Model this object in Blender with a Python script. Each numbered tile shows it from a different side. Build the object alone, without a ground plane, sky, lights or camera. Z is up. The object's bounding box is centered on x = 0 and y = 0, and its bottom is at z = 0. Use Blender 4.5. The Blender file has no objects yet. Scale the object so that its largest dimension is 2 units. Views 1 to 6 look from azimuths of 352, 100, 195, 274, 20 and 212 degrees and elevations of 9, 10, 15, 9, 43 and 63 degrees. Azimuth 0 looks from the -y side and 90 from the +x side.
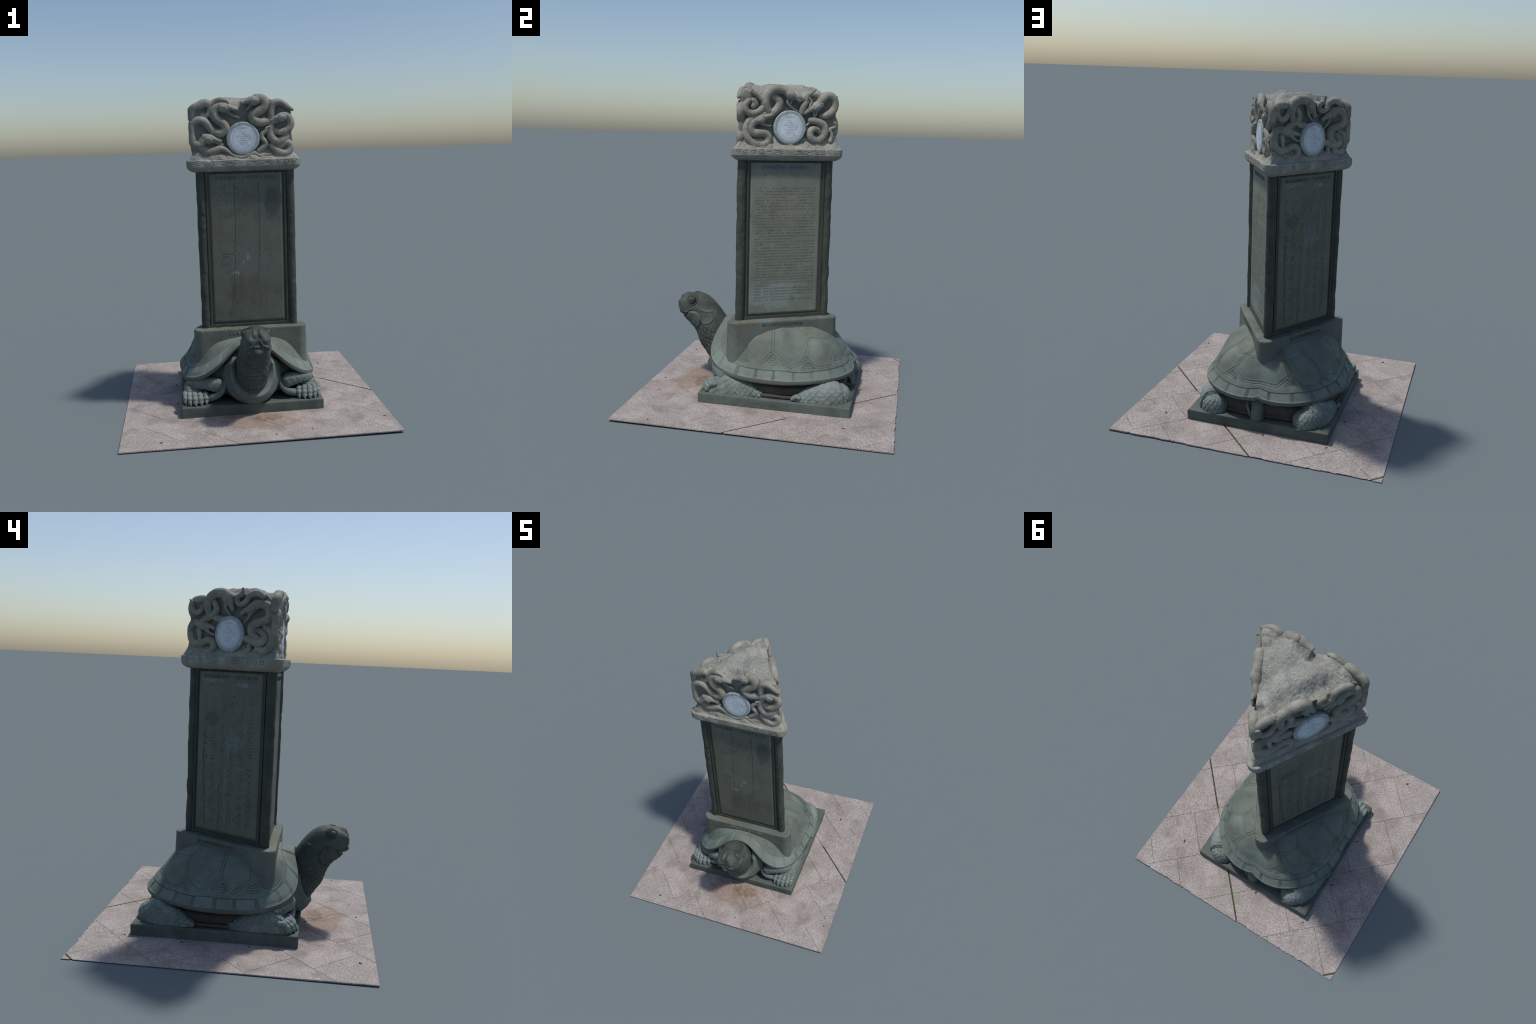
"""A triangular inscribed stone stele on the back of a carved turtle.

Everything is built in a local frame: the stele's axis is the z axis, the turtle looks along -y.
The root empty turns the whole monument a little, as it stands in the pictures.
Faces of the stele: 'F' front (normal -y), 'R' right rear, 'L' left rear."""
import bpy, math, random
import numpy as np

rng = np.random.default_rng(7)
random.seed(7)
FACE_ANGLE = {'F': 270.0, 'R': 30.0, 'L': 150.0}

# ------------------------------------------------------------------ helpers: numbers
def hash3(ix, iy, iz, seed):
    h = (ix.astype(np.int64) * 374761393 + iy.astype(np.int64) * 668265263 + iz.astype(np.int64) * 2147483647 + seed * 1274126177)
    h = (h ^ (h >> 13)) * 1274126177
    h = (h ^ (h >> 16)) & 0xFFFFFF
    return h / float(0xFFFFFF)

def vnoise(P, freq, seed=0):
    Q = np.asarray(P) * freq
    I = np.floor(Q)
    f = Q - I
    f = f * f * (3 - 2 * f)
    I = I.astype(np.int64)
    out = 0
    for dx in (0, 1):
        wx = f[..., 0] if dx else 1 - f[..., 0]
        for dy in (0, 1):
            wy = f[..., 1] if dy else 1 - f[..., 1]
            for dz in (0, 1):
                wz = f[..., 2] if dz else 1 - f[..., 2]
                out = out + wx * wy * wz * hash3(I[..., 0] + dx, I[..., 1] + dy, I[..., 2] + dz, seed)
    return out * 2 - 1

def fbm(P, freq, octaves=4, seed=0, gain=.5):
    a, s = 1.0, 0
    for k in range(octaves):
        s = s + a * vnoise(P, freq * 2 ** k, seed + 11 * k)
        a *= gain
    return s

def worley(P, freq, seed=0, jitter=.8):
    """distance to the nearest cell border (F2-F1) and a random value of the cell"""
    Q = np.asarray(P) * freq
    I = np.floor(Q).astype(np.int64)
    f1 = np.full(Q.shape[:-1], 9.0)
    f2 = np.full(Q.shape[:-1], 9.0)
    rid = np.zeros(Q.shape[:-1])
    for dx in (-1, 0, 1):
        for dy in (-1, 0, 1):
            for dz in (-1, 0, 1):
                c = [I[..., 0] + dx, I[..., 1] + dy, I[..., 2] + dz]
                d = 0
                for ax in range(3):
                    d = d + (c[ax] + .5 + jitter * (hash3(*c, seed + 31 * ax) - .5) - Q[..., ax]) ** 2
                d = np.sqrt(d)
                near = d < f1
                f2 = np.where(near, f1, np.minimum(f2, d))
                rid = np.where(near, hash3(*c, seed + 97), rid)
                f1 = np.where(near, d, f1)
    return f2 - f1, rid

def smooth(a, b, x):
    t = np.clip((np.asarray(x, float) - a) / (b - a), 0, 1)
    return t * t * (3 - 2 * t)

def spline(pts, per=10):
    """Catmull-Rom through rows of pts (positions, radii and so on)"""
    p = np.asarray(pts, float)
    p = np.vstack([2 * p[0] - p[1], p, 2 * p[-1] - p[-2]])
    out = []
    for i in range(1, len(p) - 2):
        t = np.linspace(0, 1, per, endpoint=False)[:, None]
        a, b, c, d = p[i - 1], p[i], p[i + 1], p[i + 2]
        out.append(.5 * ((2 * b) + (c - a) * t + (2 * a - 5 * b + 4 * c - d) * t ** 2 + (3 * b - a - 3 * c + d) * t ** 3))
    out.append(p[-2][None])
    return np.vstack(out)

def seg_dist(P, line):
    """distance from points P (n,k) to a polyline (m,k)"""
    line = np.asarray(line, float)
    best = np.full(len(P), 1e9)
    for a, b in zip(line[:-1], line[1:]):
        ab = b - a
        L = ab @ ab + 1e-12
        t = np.clip(((P - a) @ ab) / L, 0, 1)
        d = P - a - t[:, None] * ab
        best = np.minimum(best, np.einsum('ij,ij->i', d, d))
    return np.sqrt(best)

def groove(P, lines, width, depth, double=0.0):
    """sum of carved lines: depth profile over the distance to the polylines"""
    out = np.zeros(len(P))
    for line in lines:
        line = np.asarray(line, float)
        lo, hi = line.min(0) - width * 3 - double, line.max(0) + width * 3 + double
        m = np.all((P > lo) & (P < hi), axis=1)
        if not m.any():
            continue
        d = seg_dist(P[m], line)
        if double:
            d = np.abs(d - double)
        out[m] = np.maximum(out[m], depth * np.exp(-(d / width) ** 2))
    return out

# ------------------------------------------------------------------ helpers: meshes
ROOT = bpy.data.objects.new('turtle_stele', None)
bpy.context.collection.objects.link(ROOT)
ROOT.location = (-.004, -.012, 0)
ROOT.rotation_euler = (0, 0, math.radians(-1.95))
ROOT['label'] = 'three-sided inscribed stone stele with carved snakes on a turtle'
ROOT['category'] = 'stone monument'

def add(name, me, mat, parent=None, smooth_angle=None):
    ob = bpy.data.objects.new(name, me)
    bpy.context.collection.objects.link(ob)
    ob.parent = parent or ROOT
    if mat:
        me.materials.append(mat)
    return ob

def mesh(name, V, F, mat, parent=None, flat=False):
    me = bpy.data.meshes.new(name)
    me.from_pydata(np.asarray(V, float).tolist(), [], [list(map(int, f)) for f in F])
    me.validate()
    me.update()
    if not flat:
        me.polygons.foreach_set('use_smooth', [True] * len(me.polygons))
    return add(name, me, mat, parent)

def grid_quads(nu, nv, wrap_u=False, off=0):
    """quads of a grid stored row by row: index = u*nv + v"""
    iu = np.arange(nu if wrap_u else nu - 1)
    iv = np.arange(nv - 1)
    U, Vv = np.meshgrid(iu, iv, indexing='ij')
    a = U * nv + Vv
    b = ((U + 1) % nu) * nv + Vv
    return (np.stack([a, b, b + 1, a + 1], -1).reshape(-1, 4) + off)

def grid_normals(P, wrap_u=False):
    """unit normals of a grid of points (nu,nv,3)"""
    if wrap_u:
        Q = np.concatenate([P[-1:], P, P[:1]], 0)
        du = (Q[2:] - Q[:-2])
    else:
        du = np.gradient(P, axis=0)
    dv = np.gradient(P, axis=1)
    n = np.cross(du, dv)
    return n / (np.linalg.norm(n, axis=-1, keepdims=True) + 1e-12)

def grid_mesh(name, P, mat, parent=None, wrap_u=False, cap0=False, cap1=False, flip=False):
    nu, nv = P.shape[:2]
    V = P.reshape(-1, 3)
    F = grid_quads(nu, nv, wrap_u).tolist()
    extra = []
    for cap, col in ((cap0, 0), (cap1, nv - 1)):
        if cap:
            ring = [u * nv + col for u in range(nu)]
            c = len(V) + len(extra)
            extra.append(P[:, col].mean(0))
            for i in range(nu if wrap_u else nu - 1):
                a, b = ring[i], ring[(i + 1) % nu]
                F.append([b, a, c] if col == 0 else [a, b, c])
    if extra:
        V = np.vstack([V, extra])
    if flip:
        F = [f[::-1] for f in F]
    return mesh(name, V, F, mat, parent)

def tube_grid(path, rad, sides=20, up=(0, 0, 1), squash=1.0, round_ends=True):
    """grid of a tube along a path: (sides, stations, 3), frames held against a fixed up"""
    path, rad = np.asarray(path, float), np.asarray(rad, float)
    if round_ends:
        t0 = path[0] - path[1]
        t0 /= np.linalg.norm(t0) + 1e-9
        t1 = path[-1] - path[-2]
        t1 /= np.linalg.norm(t1) + 1e-9
        s = np.array([.98, .85, .6, .3])
        c = np.sqrt(1 - s ** 2)
        path = np.vstack([path[0] + t0 * rad[0] * s[:, None], path, path[-1] + t1 * rad[-1] * s[::-1, None]])
        rad = np.concatenate([rad[0] * c, rad, rad[-1] * c[::-1]])
    T = np.gradient(path, axis=0)
    T /= np.linalg.norm(T, axis=1, keepdims=True) + 1e-9
    up = np.broadcast_to(np.asarray(up, float), T.shape)
    A = np.cross(up, T)
    A /= np.linalg.norm(A, axis=1, keepdims=True) + 1e-9
    Bn = np.cross(T, A)
    ang = np.linspace(0, 2 * np.pi, sides, endpoint=False)
    P = path[None] + rad[None, :, None] * (np.cos(ang)[:, None, None] * A[None] + squash * np.sin(ang)[:, None, None] * Bn[None])
    return P

def tube(name, path, rad, mat, parent=None, sides=20, up=(0, 0, 1), squash=1.0, noise=0.0):
    P = tube_grid(path, rad, sides, up, squash)
    if noise:
        P = P + grid_normals(P, True) * (noise * fbm(P, 40, 3))[..., None]
    return grid_mesh(name, P, mat, parent, wrap_u=True, cap0=True, cap1=True)

def ellipsoid_grid(c, axes, n=24, m=16):
    """axes: 3 vectors (rows) holding the half-lengths"""
    a = np.linspace(0, 2 * np.pi, n, endpoint=False)[:, None]
    b = np.linspace(-np.pi / 2 + .02, np.pi / 2 - .02, m)[None]
    u = np.stack([np.cos(a) * np.cos(b), np.sin(a) * np.cos(b), np.sin(b) + 0 * a], -1)
    return np.asarray(c, float) + u @ np.asarray(axes, float)

def ellipsoid(name, c, axes, mat, parent=None, n=24, m=16):
    return grid_mesh(name, ellipsoid_grid(c, axes, n, m), mat, parent, True, True, True)

def displace(ob, fn):
    """move each vertex along its normal by fn(points, normals)"""
    me = ob.data
    n = len(me.vertices)
    co = np.empty(n * 3)
    me.vertices.foreach_get('co', co)
    co = co.reshape(-1, 3)
    no = np.empty(n * 3)
    me.vertex_normals.foreach_get('vector', no)
    no = no.reshape(-1, 3)
    co = co + no * fn(co, no)[:, None]
    me.vertices.foreach_set('co', co.ravel())
    me.update()

def join(name, obs, mat=None, parent=None):
    """one mesh from several objects' meshes"""
    V, F = [], []
    for o in obs:
        k = len(V)
        V += [tuple(v.co) for v in o.data.vertices]
        F += [[i + k for i in p.vertices] for p in o.data.polygons]
        m = mat or o.data.materials[0]
        me = o.data
        bpy.data.objects.remove(o)
        bpy.data.meshes.remove(me)
    return mesh(name, V, F, m, parent)

def face_frame(f):
    a = math.radians(FACE_ANGLE[f])
    return np.array([math.cos(a), math.sin(a), 0]), np.array([-math.sin(a), math.cos(a), 0])

def on_face(f, u, z, apo):
    n, uu = face_frame(f)
    u, z, apo = np.broadcast_arrays(np.asarray(u, float), np.asarray(z, float), np.asarray(apo, float))
    return n * apo[..., None] + uu * u[..., None] + np.array([0, 0, 1.0]) * z[..., None]

def tri_outline(R, r, n=720):
    """outline of an equilateral triangle with round corners: corner centres at R, corner radius r.
    Evenly spaced; begins in the middle of the front face. Returns points and outward normals."""
    corners = [np.array([R * math.cos(math.radians(a)), R * math.sin(math.radians(a))]) for a in (330, 90, 210)]
    side, arc = R * math.sqrt(3), r * 2 * math.pi / 3
    total = 3 * (side + arc)
    out, nor = [], []
    for k in range(n):
        s = total * k / n + side / 2
        i = int(s // (side + arc))
        s -= i * (side + arc)
        # face i: 0 front, 1 right, 2 left ; then the corner after it
        fa = (270, 30, 150)[i % 3]
        a0, c0, c1 = math.radians(fa), corners[(i + 2) % 3], corners[i % 3]
        if s < side:
            nn = np.array([math.cos(a0), math.sin(a0)])
            p = c0 + (c1 - c0) * s / side + nn * r
        else:
            a = a0 + (s - side) / max(r, 1e-9)
            nn = np.array([math.cos(a), math.sin(a)])
            p = c1 + nn * r
        out.append(p)
        nor.append(nn)
    return np.array(out), np.array(nor)

# ------------------------------------------------------------------ helpers: materials
def lin(r, g, b):
    f = lambda c: c / 12.92 if c <= .04045 else ((c + .055) / 1.055) ** 2.4
    return (f(r / 255), f(g / 255), f(b / 255), 1)

class Mat:
    """a small wrapper to write node trees"""
    def __init__(self, name, rough=.75):
        self.m = bpy.data.materials.new(name)
        self.m.use_nodes = True
        self.nt = self.m.node_tree
        self.bsdf = self.nt.nodes['Principled BSDF']
        self.bsdf.inputs['Roughness'].default_value = rough
        self.bsdf.inputs['Specular IOR Level'].default_value = .3
        self.co = self.nt.nodes.new('ShaderNodeTexCoord').outputs['Object']

    def node(self, kind, **kw):
        n = self.nt.nodes.new('ShaderNode' + kind)
        for k, v in kw.items():
            setattr(n, k, v)
        return n

    def put(self, sock, v):
        if isinstance(v, bpy.types.NodeSocket):
            self.nt.links.new(v, sock)
        else:
            sock.default_value = v

    def scaled(self, s):
        n = self.node('Mapping')
        self.put(n.inputs['Vector'], self.co)
        n.inputs['Scale'].default_value = s
        return n.outputs[0]

    def noise(self, scale, detail=4, rough=.55, dist=0.0, vec=None):
        n = self.node('TexNoise')
        self.put(n.inputs['Vector'], vec or self.co)
        n.inputs['Scale'].default_value = scale
        n.inputs['Detail'].default_value = detail
        n.inputs['Roughness'].default_value = rough
        n.inputs['Distortion'].default_value = dist
        return n.outputs['Fac']

    def voronoi(self, scale, feature='F1', vec=None, rand=1.0):
        n = self.node('TexVoronoi', feature=feature)
        self.put(n.inputs['Vector'], vec or self.co)
        n.inputs['Scale'].default_value = scale
        n.inputs['Randomness'].default_value = rand
        return n.outputs['Distance']

    def ramp(self, x, a, b, va=0.0, vb=1.0):
        n = self.node('MapRange', interpolation_type='SMOOTHSTEP')
        self.put(n.inputs[0], x)
        for i, v in enumerate((a, b, va, vb)):
            n.inputs[i + 1].default_value = v
        return n.outputs[0]

    def math(self, op, a, b=0.0, c=0.0):
        n = self.node('Math', operation=op)
        for i, v in enumerate((a, b, c)):
            self.put(n.inputs[i], v)
        return n.outputs[0]

    def mix(self, fac, a, b, mode='MIX'):
        n = self.node('Mix', data_type='RGBA', blend_type=mode)
        self.put(n.inputs[0], fac)
        self.put(n.inputs[6], a)
        self.put(n.inputs[7], b)
        return n.outputs[2]

    def sep(self):
        n = self.node('SeparateXYZ')
        self.put(n.inputs[0], self.co)
        return n.outputs

    def blob(self, c, rad, warp=None):
        """1 inside an ellipsoidal patch at c, with radii rad, edges broken by noise"""
        x = self.sep()
        s = None
        for i in range(3):
            if rad[i] is None:
                continue
            t = self.math('DIVIDE', self.math('SUBTRACT', x[i], c[i]), rad[i])
            t = self.math('MULTIPLY', t, t)
            s = t if s is None else self.math('ADD', s, t)
        s = self.math('SQRT', s)
        if warp is not None:
            s = self.math('ADD', s, self.math('MULTIPLY', self.math('SUBTRACT', warp, .5), 1.6))
        return self.ramp(s, .55, 1.05, 1, 0)

    def color(self, c):
        self.put(self.bsdf.inputs['Base Color'], c)

    def bump(self, h, dist=.002, strength=.6):
        n = self.node('Bump')
        n.inputs['Distance'].default_value = dist
        n.inputs['Strength'].default_value = strength
        self.put(n.inputs['Height'], h)
        self.put(self.bsdf.inputs['Normal'], n.outputs[0])

def stone(name, base, light, dark, warm, rough=.72, patch=5.0, warm_amt=.6, pits=True, grain=.5, bumpd=.0012):
    """weathered carved stone: broad patches, warm staining, fine grain and a few dark pits"""
    M = Mat(name, rough)
    big = M.noise(patch, 5, .6, .4)
    c = M.mix(M.ramp(big, .35, .68), base, light)
    c = M.mix(M.math('MULTIPLY', M.ramp(M.noise(patch * 1.7, 4, .55, .2, M.scaled((1, 1.1, .8))), .52, .72), warm_amt), c, warm)
    c = M.mix(M.math('MULTIPLY', M.ramp(M.noise(patch * 4, 5, .7), .55, .75), .55), c, dark)
    fine = M.noise(260, 3, .6)
    c = M.mix(M.math('MULTIPLY', M.ramp(fine, .3, .75), grain), c, M.mix(.5, light, dark))
    if pits:
        v = M.voronoi(26)
        pit = M.ramp(v, .06, .10, 1, 0)
        c = M.mix(M.math('MULTIPLY', pit, .8), c, (.012, .016, .015, 1))
    M.color(c)
    M.bump(M.math('ADD', M.noise(120, 5, .65), M.math('MULTIPLY', fine, .5)), bumpd, .5)
    return M.m

# ------------------------------------------------------------------ materials
M_SHELL = stone('shell_stone', lin(90, 97, 89), lin(112, 123, 115), lin(66, 71, 66), lin(104, 96, 83), patch=4.5, warm_amt=.75, grain=.35)
M_FLANGE = stone('shell_border_stone', lin(95, 104, 97), lin(114, 126, 119), lin(76, 84, 79), lin(106, 106, 96), patch=5, warm_amt=.5, grain=.35)
M_RIM = stone('shell_rim_stone', lin(88, 92, 86), lin(104, 108, 101), lin(62, 64, 58), lin(100, 90, 74), patch=7, warm_amt=.8, grain=.4)
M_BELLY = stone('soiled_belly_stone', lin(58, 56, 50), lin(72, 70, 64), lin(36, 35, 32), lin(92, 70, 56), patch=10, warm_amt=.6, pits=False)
M_SKIN = stone('turtle_skin_stone', lin(82, 91, 86), lin(104, 117, 112), lin(50, 56, 53), lin(90, 86, 75), patch=6, warm_amt=.6, grain=.35)
M_HEADSTONE = stone('turtle_head_stone', lin(58, 63, 58), lin(80, 89, 84), lin(40, 44, 41), lin(82, 78, 68), patch=7, warm_amt=.6, grain=.3, pits=False, rough=.62)
M_LEG = stone('leg_stone', lin(99, 108, 103), lin(124, 135, 130), lin(70, 77, 73), lin(106, 107, 97), patch=9, warm_amt=.4, grain=.4, pits=False)
M_BASE = stone('base_stone', lin(72, 79, 74), lin(92, 101, 95), lin(46, 51, 48), lin(92, 90, 78), patch=5, warm_amt=.5)
M_COLLAR = stone('collar_stone', lin(88, 92, 84), lin(104, 112, 106), lin(56, 60, 55), lin(104, 94, 78), patch=5, warm_amt=.85)
M_COLUMN = stone('column_stone', lin(55, 60, 55), lin(72, 77, 68), lin(32, 37, 34), lin(84, 82, 68), patch=9, warm_amt=.5, rough=.6)
M_FRAME = stone('frame_stone', lin(60, 65, 58), lin(72, 76, 67), lin(44, 50, 46), lin(76, 74, 62), patch=6, warm_amt=.4, rough=.6)
M_CROWN = stone('crown_stone', lin(132, 131, 121), lin(160, 159, 149), lin(78, 77, 70), lin(138, 129, 110), patch=9, warm_amt=.5, grain=.5, pits=False, bumpd=.0015)
M_CORNICE = stone('cornice_stone', lin(126, 127, 118), lin(156, 158, 149), lin(80, 80, 73), lin(136, 126, 106), patch=7, warm_amt=.7, grain=.5, pits=False)
M_DARK_LINE = Mat('groove_dirt', .9)
M_DARK_LINE.color(M_DARK_LINE.mix(M_DARK_LINE.noise(30, 3), lin(50, 57, 54), lin(72, 80, 76)))
M_DARK_LINE = M_DARK_LINE.m
M_PALE_LINE = Mat('groove_lime', .9)
M_PALE_LINE.color(M_PALE_LINE.mix(M_PALE_LINE.noise(30, 3), lin(112, 124, 118), lin(150, 160, 152)))
M_PALE_LINE = M_PALE_LINE.m
M_INK_DARK = Mat('inscription_ink_dark', .8)
M_INK_DARK.color(M_INK_DARK.mix(M_INK_DARK.noise(60, 3), lin(66, 73, 72), lin(86, 92, 87)))
M_INK_DARK = M_INK_DARK.m
M_INK_BLUE = Mat('inscription_ink_blue', .8)
M_INK_BLUE.color(M_INK_BLUE.mix(M_INK_BLUE.noise(60, 3), lin(62, 76, 88), lin(90, 100, 102)))
M_INK_BLUE = M_INK_BLUE.m
M_INK_PALE = Mat('inscription_ink_pale', .8)
M_INK_PALE.color(M_INK_PALE.mix(M_INK_PALE.noise(60, 3), lin(98, 100, 94), lin(128, 130, 124)))
M_INK_PALE = M_INK_PALE.m
M_CRACK = Mat('crack_shadow', .9)
M_CRACK.color(lin(34, 38, 36))
M_CRACK = M_CRACK.m

# snakes: scaled skin
def snake_material():
    M = Mat('snake_stone', .72)
    big = M.noise(9, 5, .6, .4)
    c = M.mix(M.ramp(big, .35, .68), lin(136, 134, 123), lin(164, 162, 151))
    c = M.mix(M.math('MULTIPLY', M.ramp(M.noise(13, 4), .5, .72), .7), c, lin(128, 120, 102))
    sc = M.voronoi(150, 'DISTANCE_TO_EDGE')
    c = M.mix(M.math('MULTIPLY', M.ramp(M.noise(17, 6, .7, .3), .50, .72), .55), c, lin(84, 82, 74))
    edge = M.ramp(sc, .02, .14, 1, 0)
    c = M.mix(M.math('MULTIPLY', edge, .38), c, lin(84, 82, 72))
    c = M.mix(M.math('MULTIPLY', M.ramp(M.noise(240, 3), .35, .75), .35), c, lin(104, 102, 92))
    M.color(c)
    M.bump(M.math('ADD', M.math('MULTIPLY', sc, 1.2), M.math('MULTIPLY', M.noise(200, 3), .4)), .003, .6)
    return M.m
M_SNAKE = snake_material()
M_RECESS = stone('grimy_recess_stone', lin(104, 105, 97), lin(126, 127, 118), lin(70, 71, 65), lin(112, 104, 88), patch=10, warm_amt=.4, pits=False)  # wall between coils tinted dark for the occlusion in the gaps

# rough chiselled top of the crown: grey-green with short pale chisel marks
def top_material():
    M = Mat('chiselled_top_stone', .85)
    c = M.mix(M.ramp(M.noise(7, 5, .6), .35, .68), lin(120, 121, 114), lin(142, 143, 136))
    flow = M.node('TexNoise')
    M.put(flow.inputs['Vector'], M.co)
    flow.inputs['Scale'].default_value = 6
    warp = M.node('VectorMath', operation='MULTIPLY_ADD')
    M.put(warp.inputs[0], flow.outputs['Color'])
    warp.inputs[1].default_value = (.12, .12, .12)
    M.put(warp.inputs[2], M.co)
    def strokes(sx, sy, off):
        mp = M.node('Mapping')
        M.put(mp.inputs['Vector'], warp.outputs[0])
        mp.inputs['Scale'].default_value = (sx, sy, 40)
        mp.inputs['Location'].default_value = (off, off * 2, 0)
        mp.inputs['Rotation'].default_value = (0, 0, off)
        return M.ramp(M.noise(1, 2, .5, 0, mp.outputs[0]), .60, .70)
    s = M.math('MAXIMUM', M.math('MAXIMUM', strokes(45, 190, .4), strokes(190, 50, 1.9)), strokes(70, 200, 2.6))
    s = M.math('MULTIPLY', s, M.ramp(M.noise(11, 3), .38, .55))
    c = M.mix(M.math('MULTIPLY', s, .75), c, lin(186, 190, 180))
    c = M.mix(M.math('MULTIPLY', M.ramp(M.noise(24, 6, .7), .55, .72), .55), c, lin(78, 82, 74))
    M.color(c)
    M.bump(M.math('ADD', M.math('MULTIPLY', s, .7), M.noise(70, 6, .7)), .004, .7)
    return M.m
M_TOP = top_material()

def disc_material(name):
    """grey stone disc, pale blue-white paint over its middle; object origin at the disc's centre, face along -y"""
    M = Mat(name, .6)
    x = M.sep()
    r = M.math('SQRT', M.math('ADD', M.math('MULTIPLY', x[0], x[0]), M.math('MULTIPLY', x[2], x[2])))
    r = M.math('ADD', r, M.math('MULTIPLY', M.math('SUBTRACT', M.noise(22, 5, .65), .5), .035))
    stonec = M.mix(M.ramp(M.noise(40, 5), .35, .65), lin(138, 146, 146), lin(158, 168, 170))
    paint = M.mix(M.ramp(M.noise(30, 4, .6, .8), .35, .7), lin(204, 211, 217), lin(190, 199, 208))
    c = M.mix(M.ramp(r, .070, .090, 1, 0), stonec, paint)
    c = M.mix(M.math('MULTIPLY', M.ramp(M.noise(90, 4, .7), .58, .75), .35), c, lin(120, 134, 146))
    M.color(c)
    M.bump(M.noise(90, 4), .001, .4)
    return M.m
M_DISC = disc_material('painted_disc')

# ------------------------------------------------------------------ pavement: stones laid in a running bond at 45 degrees
SLAB = [np.array(p) for p in ((-.824, -.818), (.825, -.816), (.822, .845), (-.824, .836))]
def ground_z(x, y):
    return .0095 + .0046 * x - .0042 * y

def paving_material(name, tint):
    """speckled pinkish grey granite, grimy blotches, rusty stain in front of the turtle"""
    M = Mat(name, .85)
    rnd = M.node('ObjectInfo').outputs['Random']
    base = M.mix(rnd, lin(140, 131, 126), lin(150, 141, 136))
    base = M.mix(M.ramp(M.noise(5, 4), .40, .7), base, lin(165, 156, 151))
    sp = M.noise(125, 4, .8)
    c = M.mix(M.math('MULTIPLY', M.ramp(sp, .51, .59), .8), base, lin(98, 92, 90))
    c = M.mix(M.math('MULTIPLY', M.ramp(M.noise(150, 4, .8), .54, .62), .8), c, lin(200, 194, 190))
    c = M.mix(M.math('MULTIPLY', M.ramp(M.noise(6.5, 5, .6, .5), .48, .70), .72), c, lin(120, 111, 106))
    c = M.mix(M.math('MULTIPLY', M.ramp(M.noise(20, 5, .7), .60, .78), .45), c, lin(104, 98, 94))
    warp = M.noise(13, 5, .65)
    rust = M.blob((.03, -.50, 0), (.30, .17, None), warp)
    c = M.mix(M.math('MULTIPLY', M.math('MULTIPLY', rust, M.ramp(M.noise(34, 5, .7), .32, .62, .35, 1)), .55), c, lin(128, 102, 80))
    rust2 = M.blob((.06, -.47, 0), (.13, .07, None), warp)
    c = M.mix(M.math('MULTIPLY', M.math('MULTIPLY', rust2, M.ramp(M.noise(44, 5, .75), .38, .62, .1, 1)), .62), c, lin(98, 74, 56))
    v = M.voronoi(5.2)
    c = M.mix(M.math('MULTIPLY', M.ramp(v, .04, .08, 1, 0), .25), c, lin(96, 88, 84))
    M.color(c)
    M.bump(M.math('ADD', sp, M.noise(40, 4)), .0012, .5)
    return M.m
M_PAVE = paving_material('granite_paving', 0)

def bed_material():
    M = Mat('mossy_joint_earth', .95)
    c = M.mix(M.ramp(M.noise(30, 5), .35, .65), lin(58, 55, 46), lin(78, 74, 64))
    moss = M.math('MULTIPLY', M.ramp(M.noise(18, 4, .6), .42, .55), M.math('MAXIMUM', M.blob((.0, .75, 0), (.25, .2, None)), M.blob((-.80, .82, 0), (.12, .1, None))))
    c = M.mix(moss, c, lin(70, 82, 38))
    M.color(c)
    M.bump(M.noise(80, 5, .7), .003, .8)
    return M.m
M_BED = bed_material()

CA, SA = math.cos(math.radians(43.0)), math.sin(math.radians(43.0))
to_st = lambda p: np.array([p[0] * CA + p[1] * SA, -p[0] * SA + p[1] * CA])
to_xy = lambda q: np.array([q[0] * CA - q[1] * SA, q[0] * SA + q[1] * CA])

def clip(poly, border):
    """Sutherland-Hodgman: cut a polygon by the convex border (counter-clockwise)"""
    out = list(poly)
    for a, b in zip(border, border[1:] + border[:1]):
        e = b - a
        inside = lambda p: e[0] * (p[1] - a[1]) - e[1] * (p[0] - a[0]) >= -1e-9
        src, out = out, []
        for p, q in zip(src, src[1:] + src[:1]):
            ip, iq = inside(p), inside(q)
            if ip:
                out.append(p)
            if ip != iq:
                d = q - p
                t = (e[1] * (p[0] - a[0]) - e[0] * (p[1] - a[1])) / (e[0] * d[1] - e[1] * d[0])
                out.append(p + t * d)
        if len(out) < 3:
            return []
    return out

def on_rear_border(p):
    """distance of p from the rear edge of the paving, whose rim is broken"""
    a, b = SLAB[2], SLAB[3]
    d = (b - a) / np.linalg.norm(b - a)
    return abs(d[0] * (p[1] - a[1]) - d[1] * (p[0] - a[0]))

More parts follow.
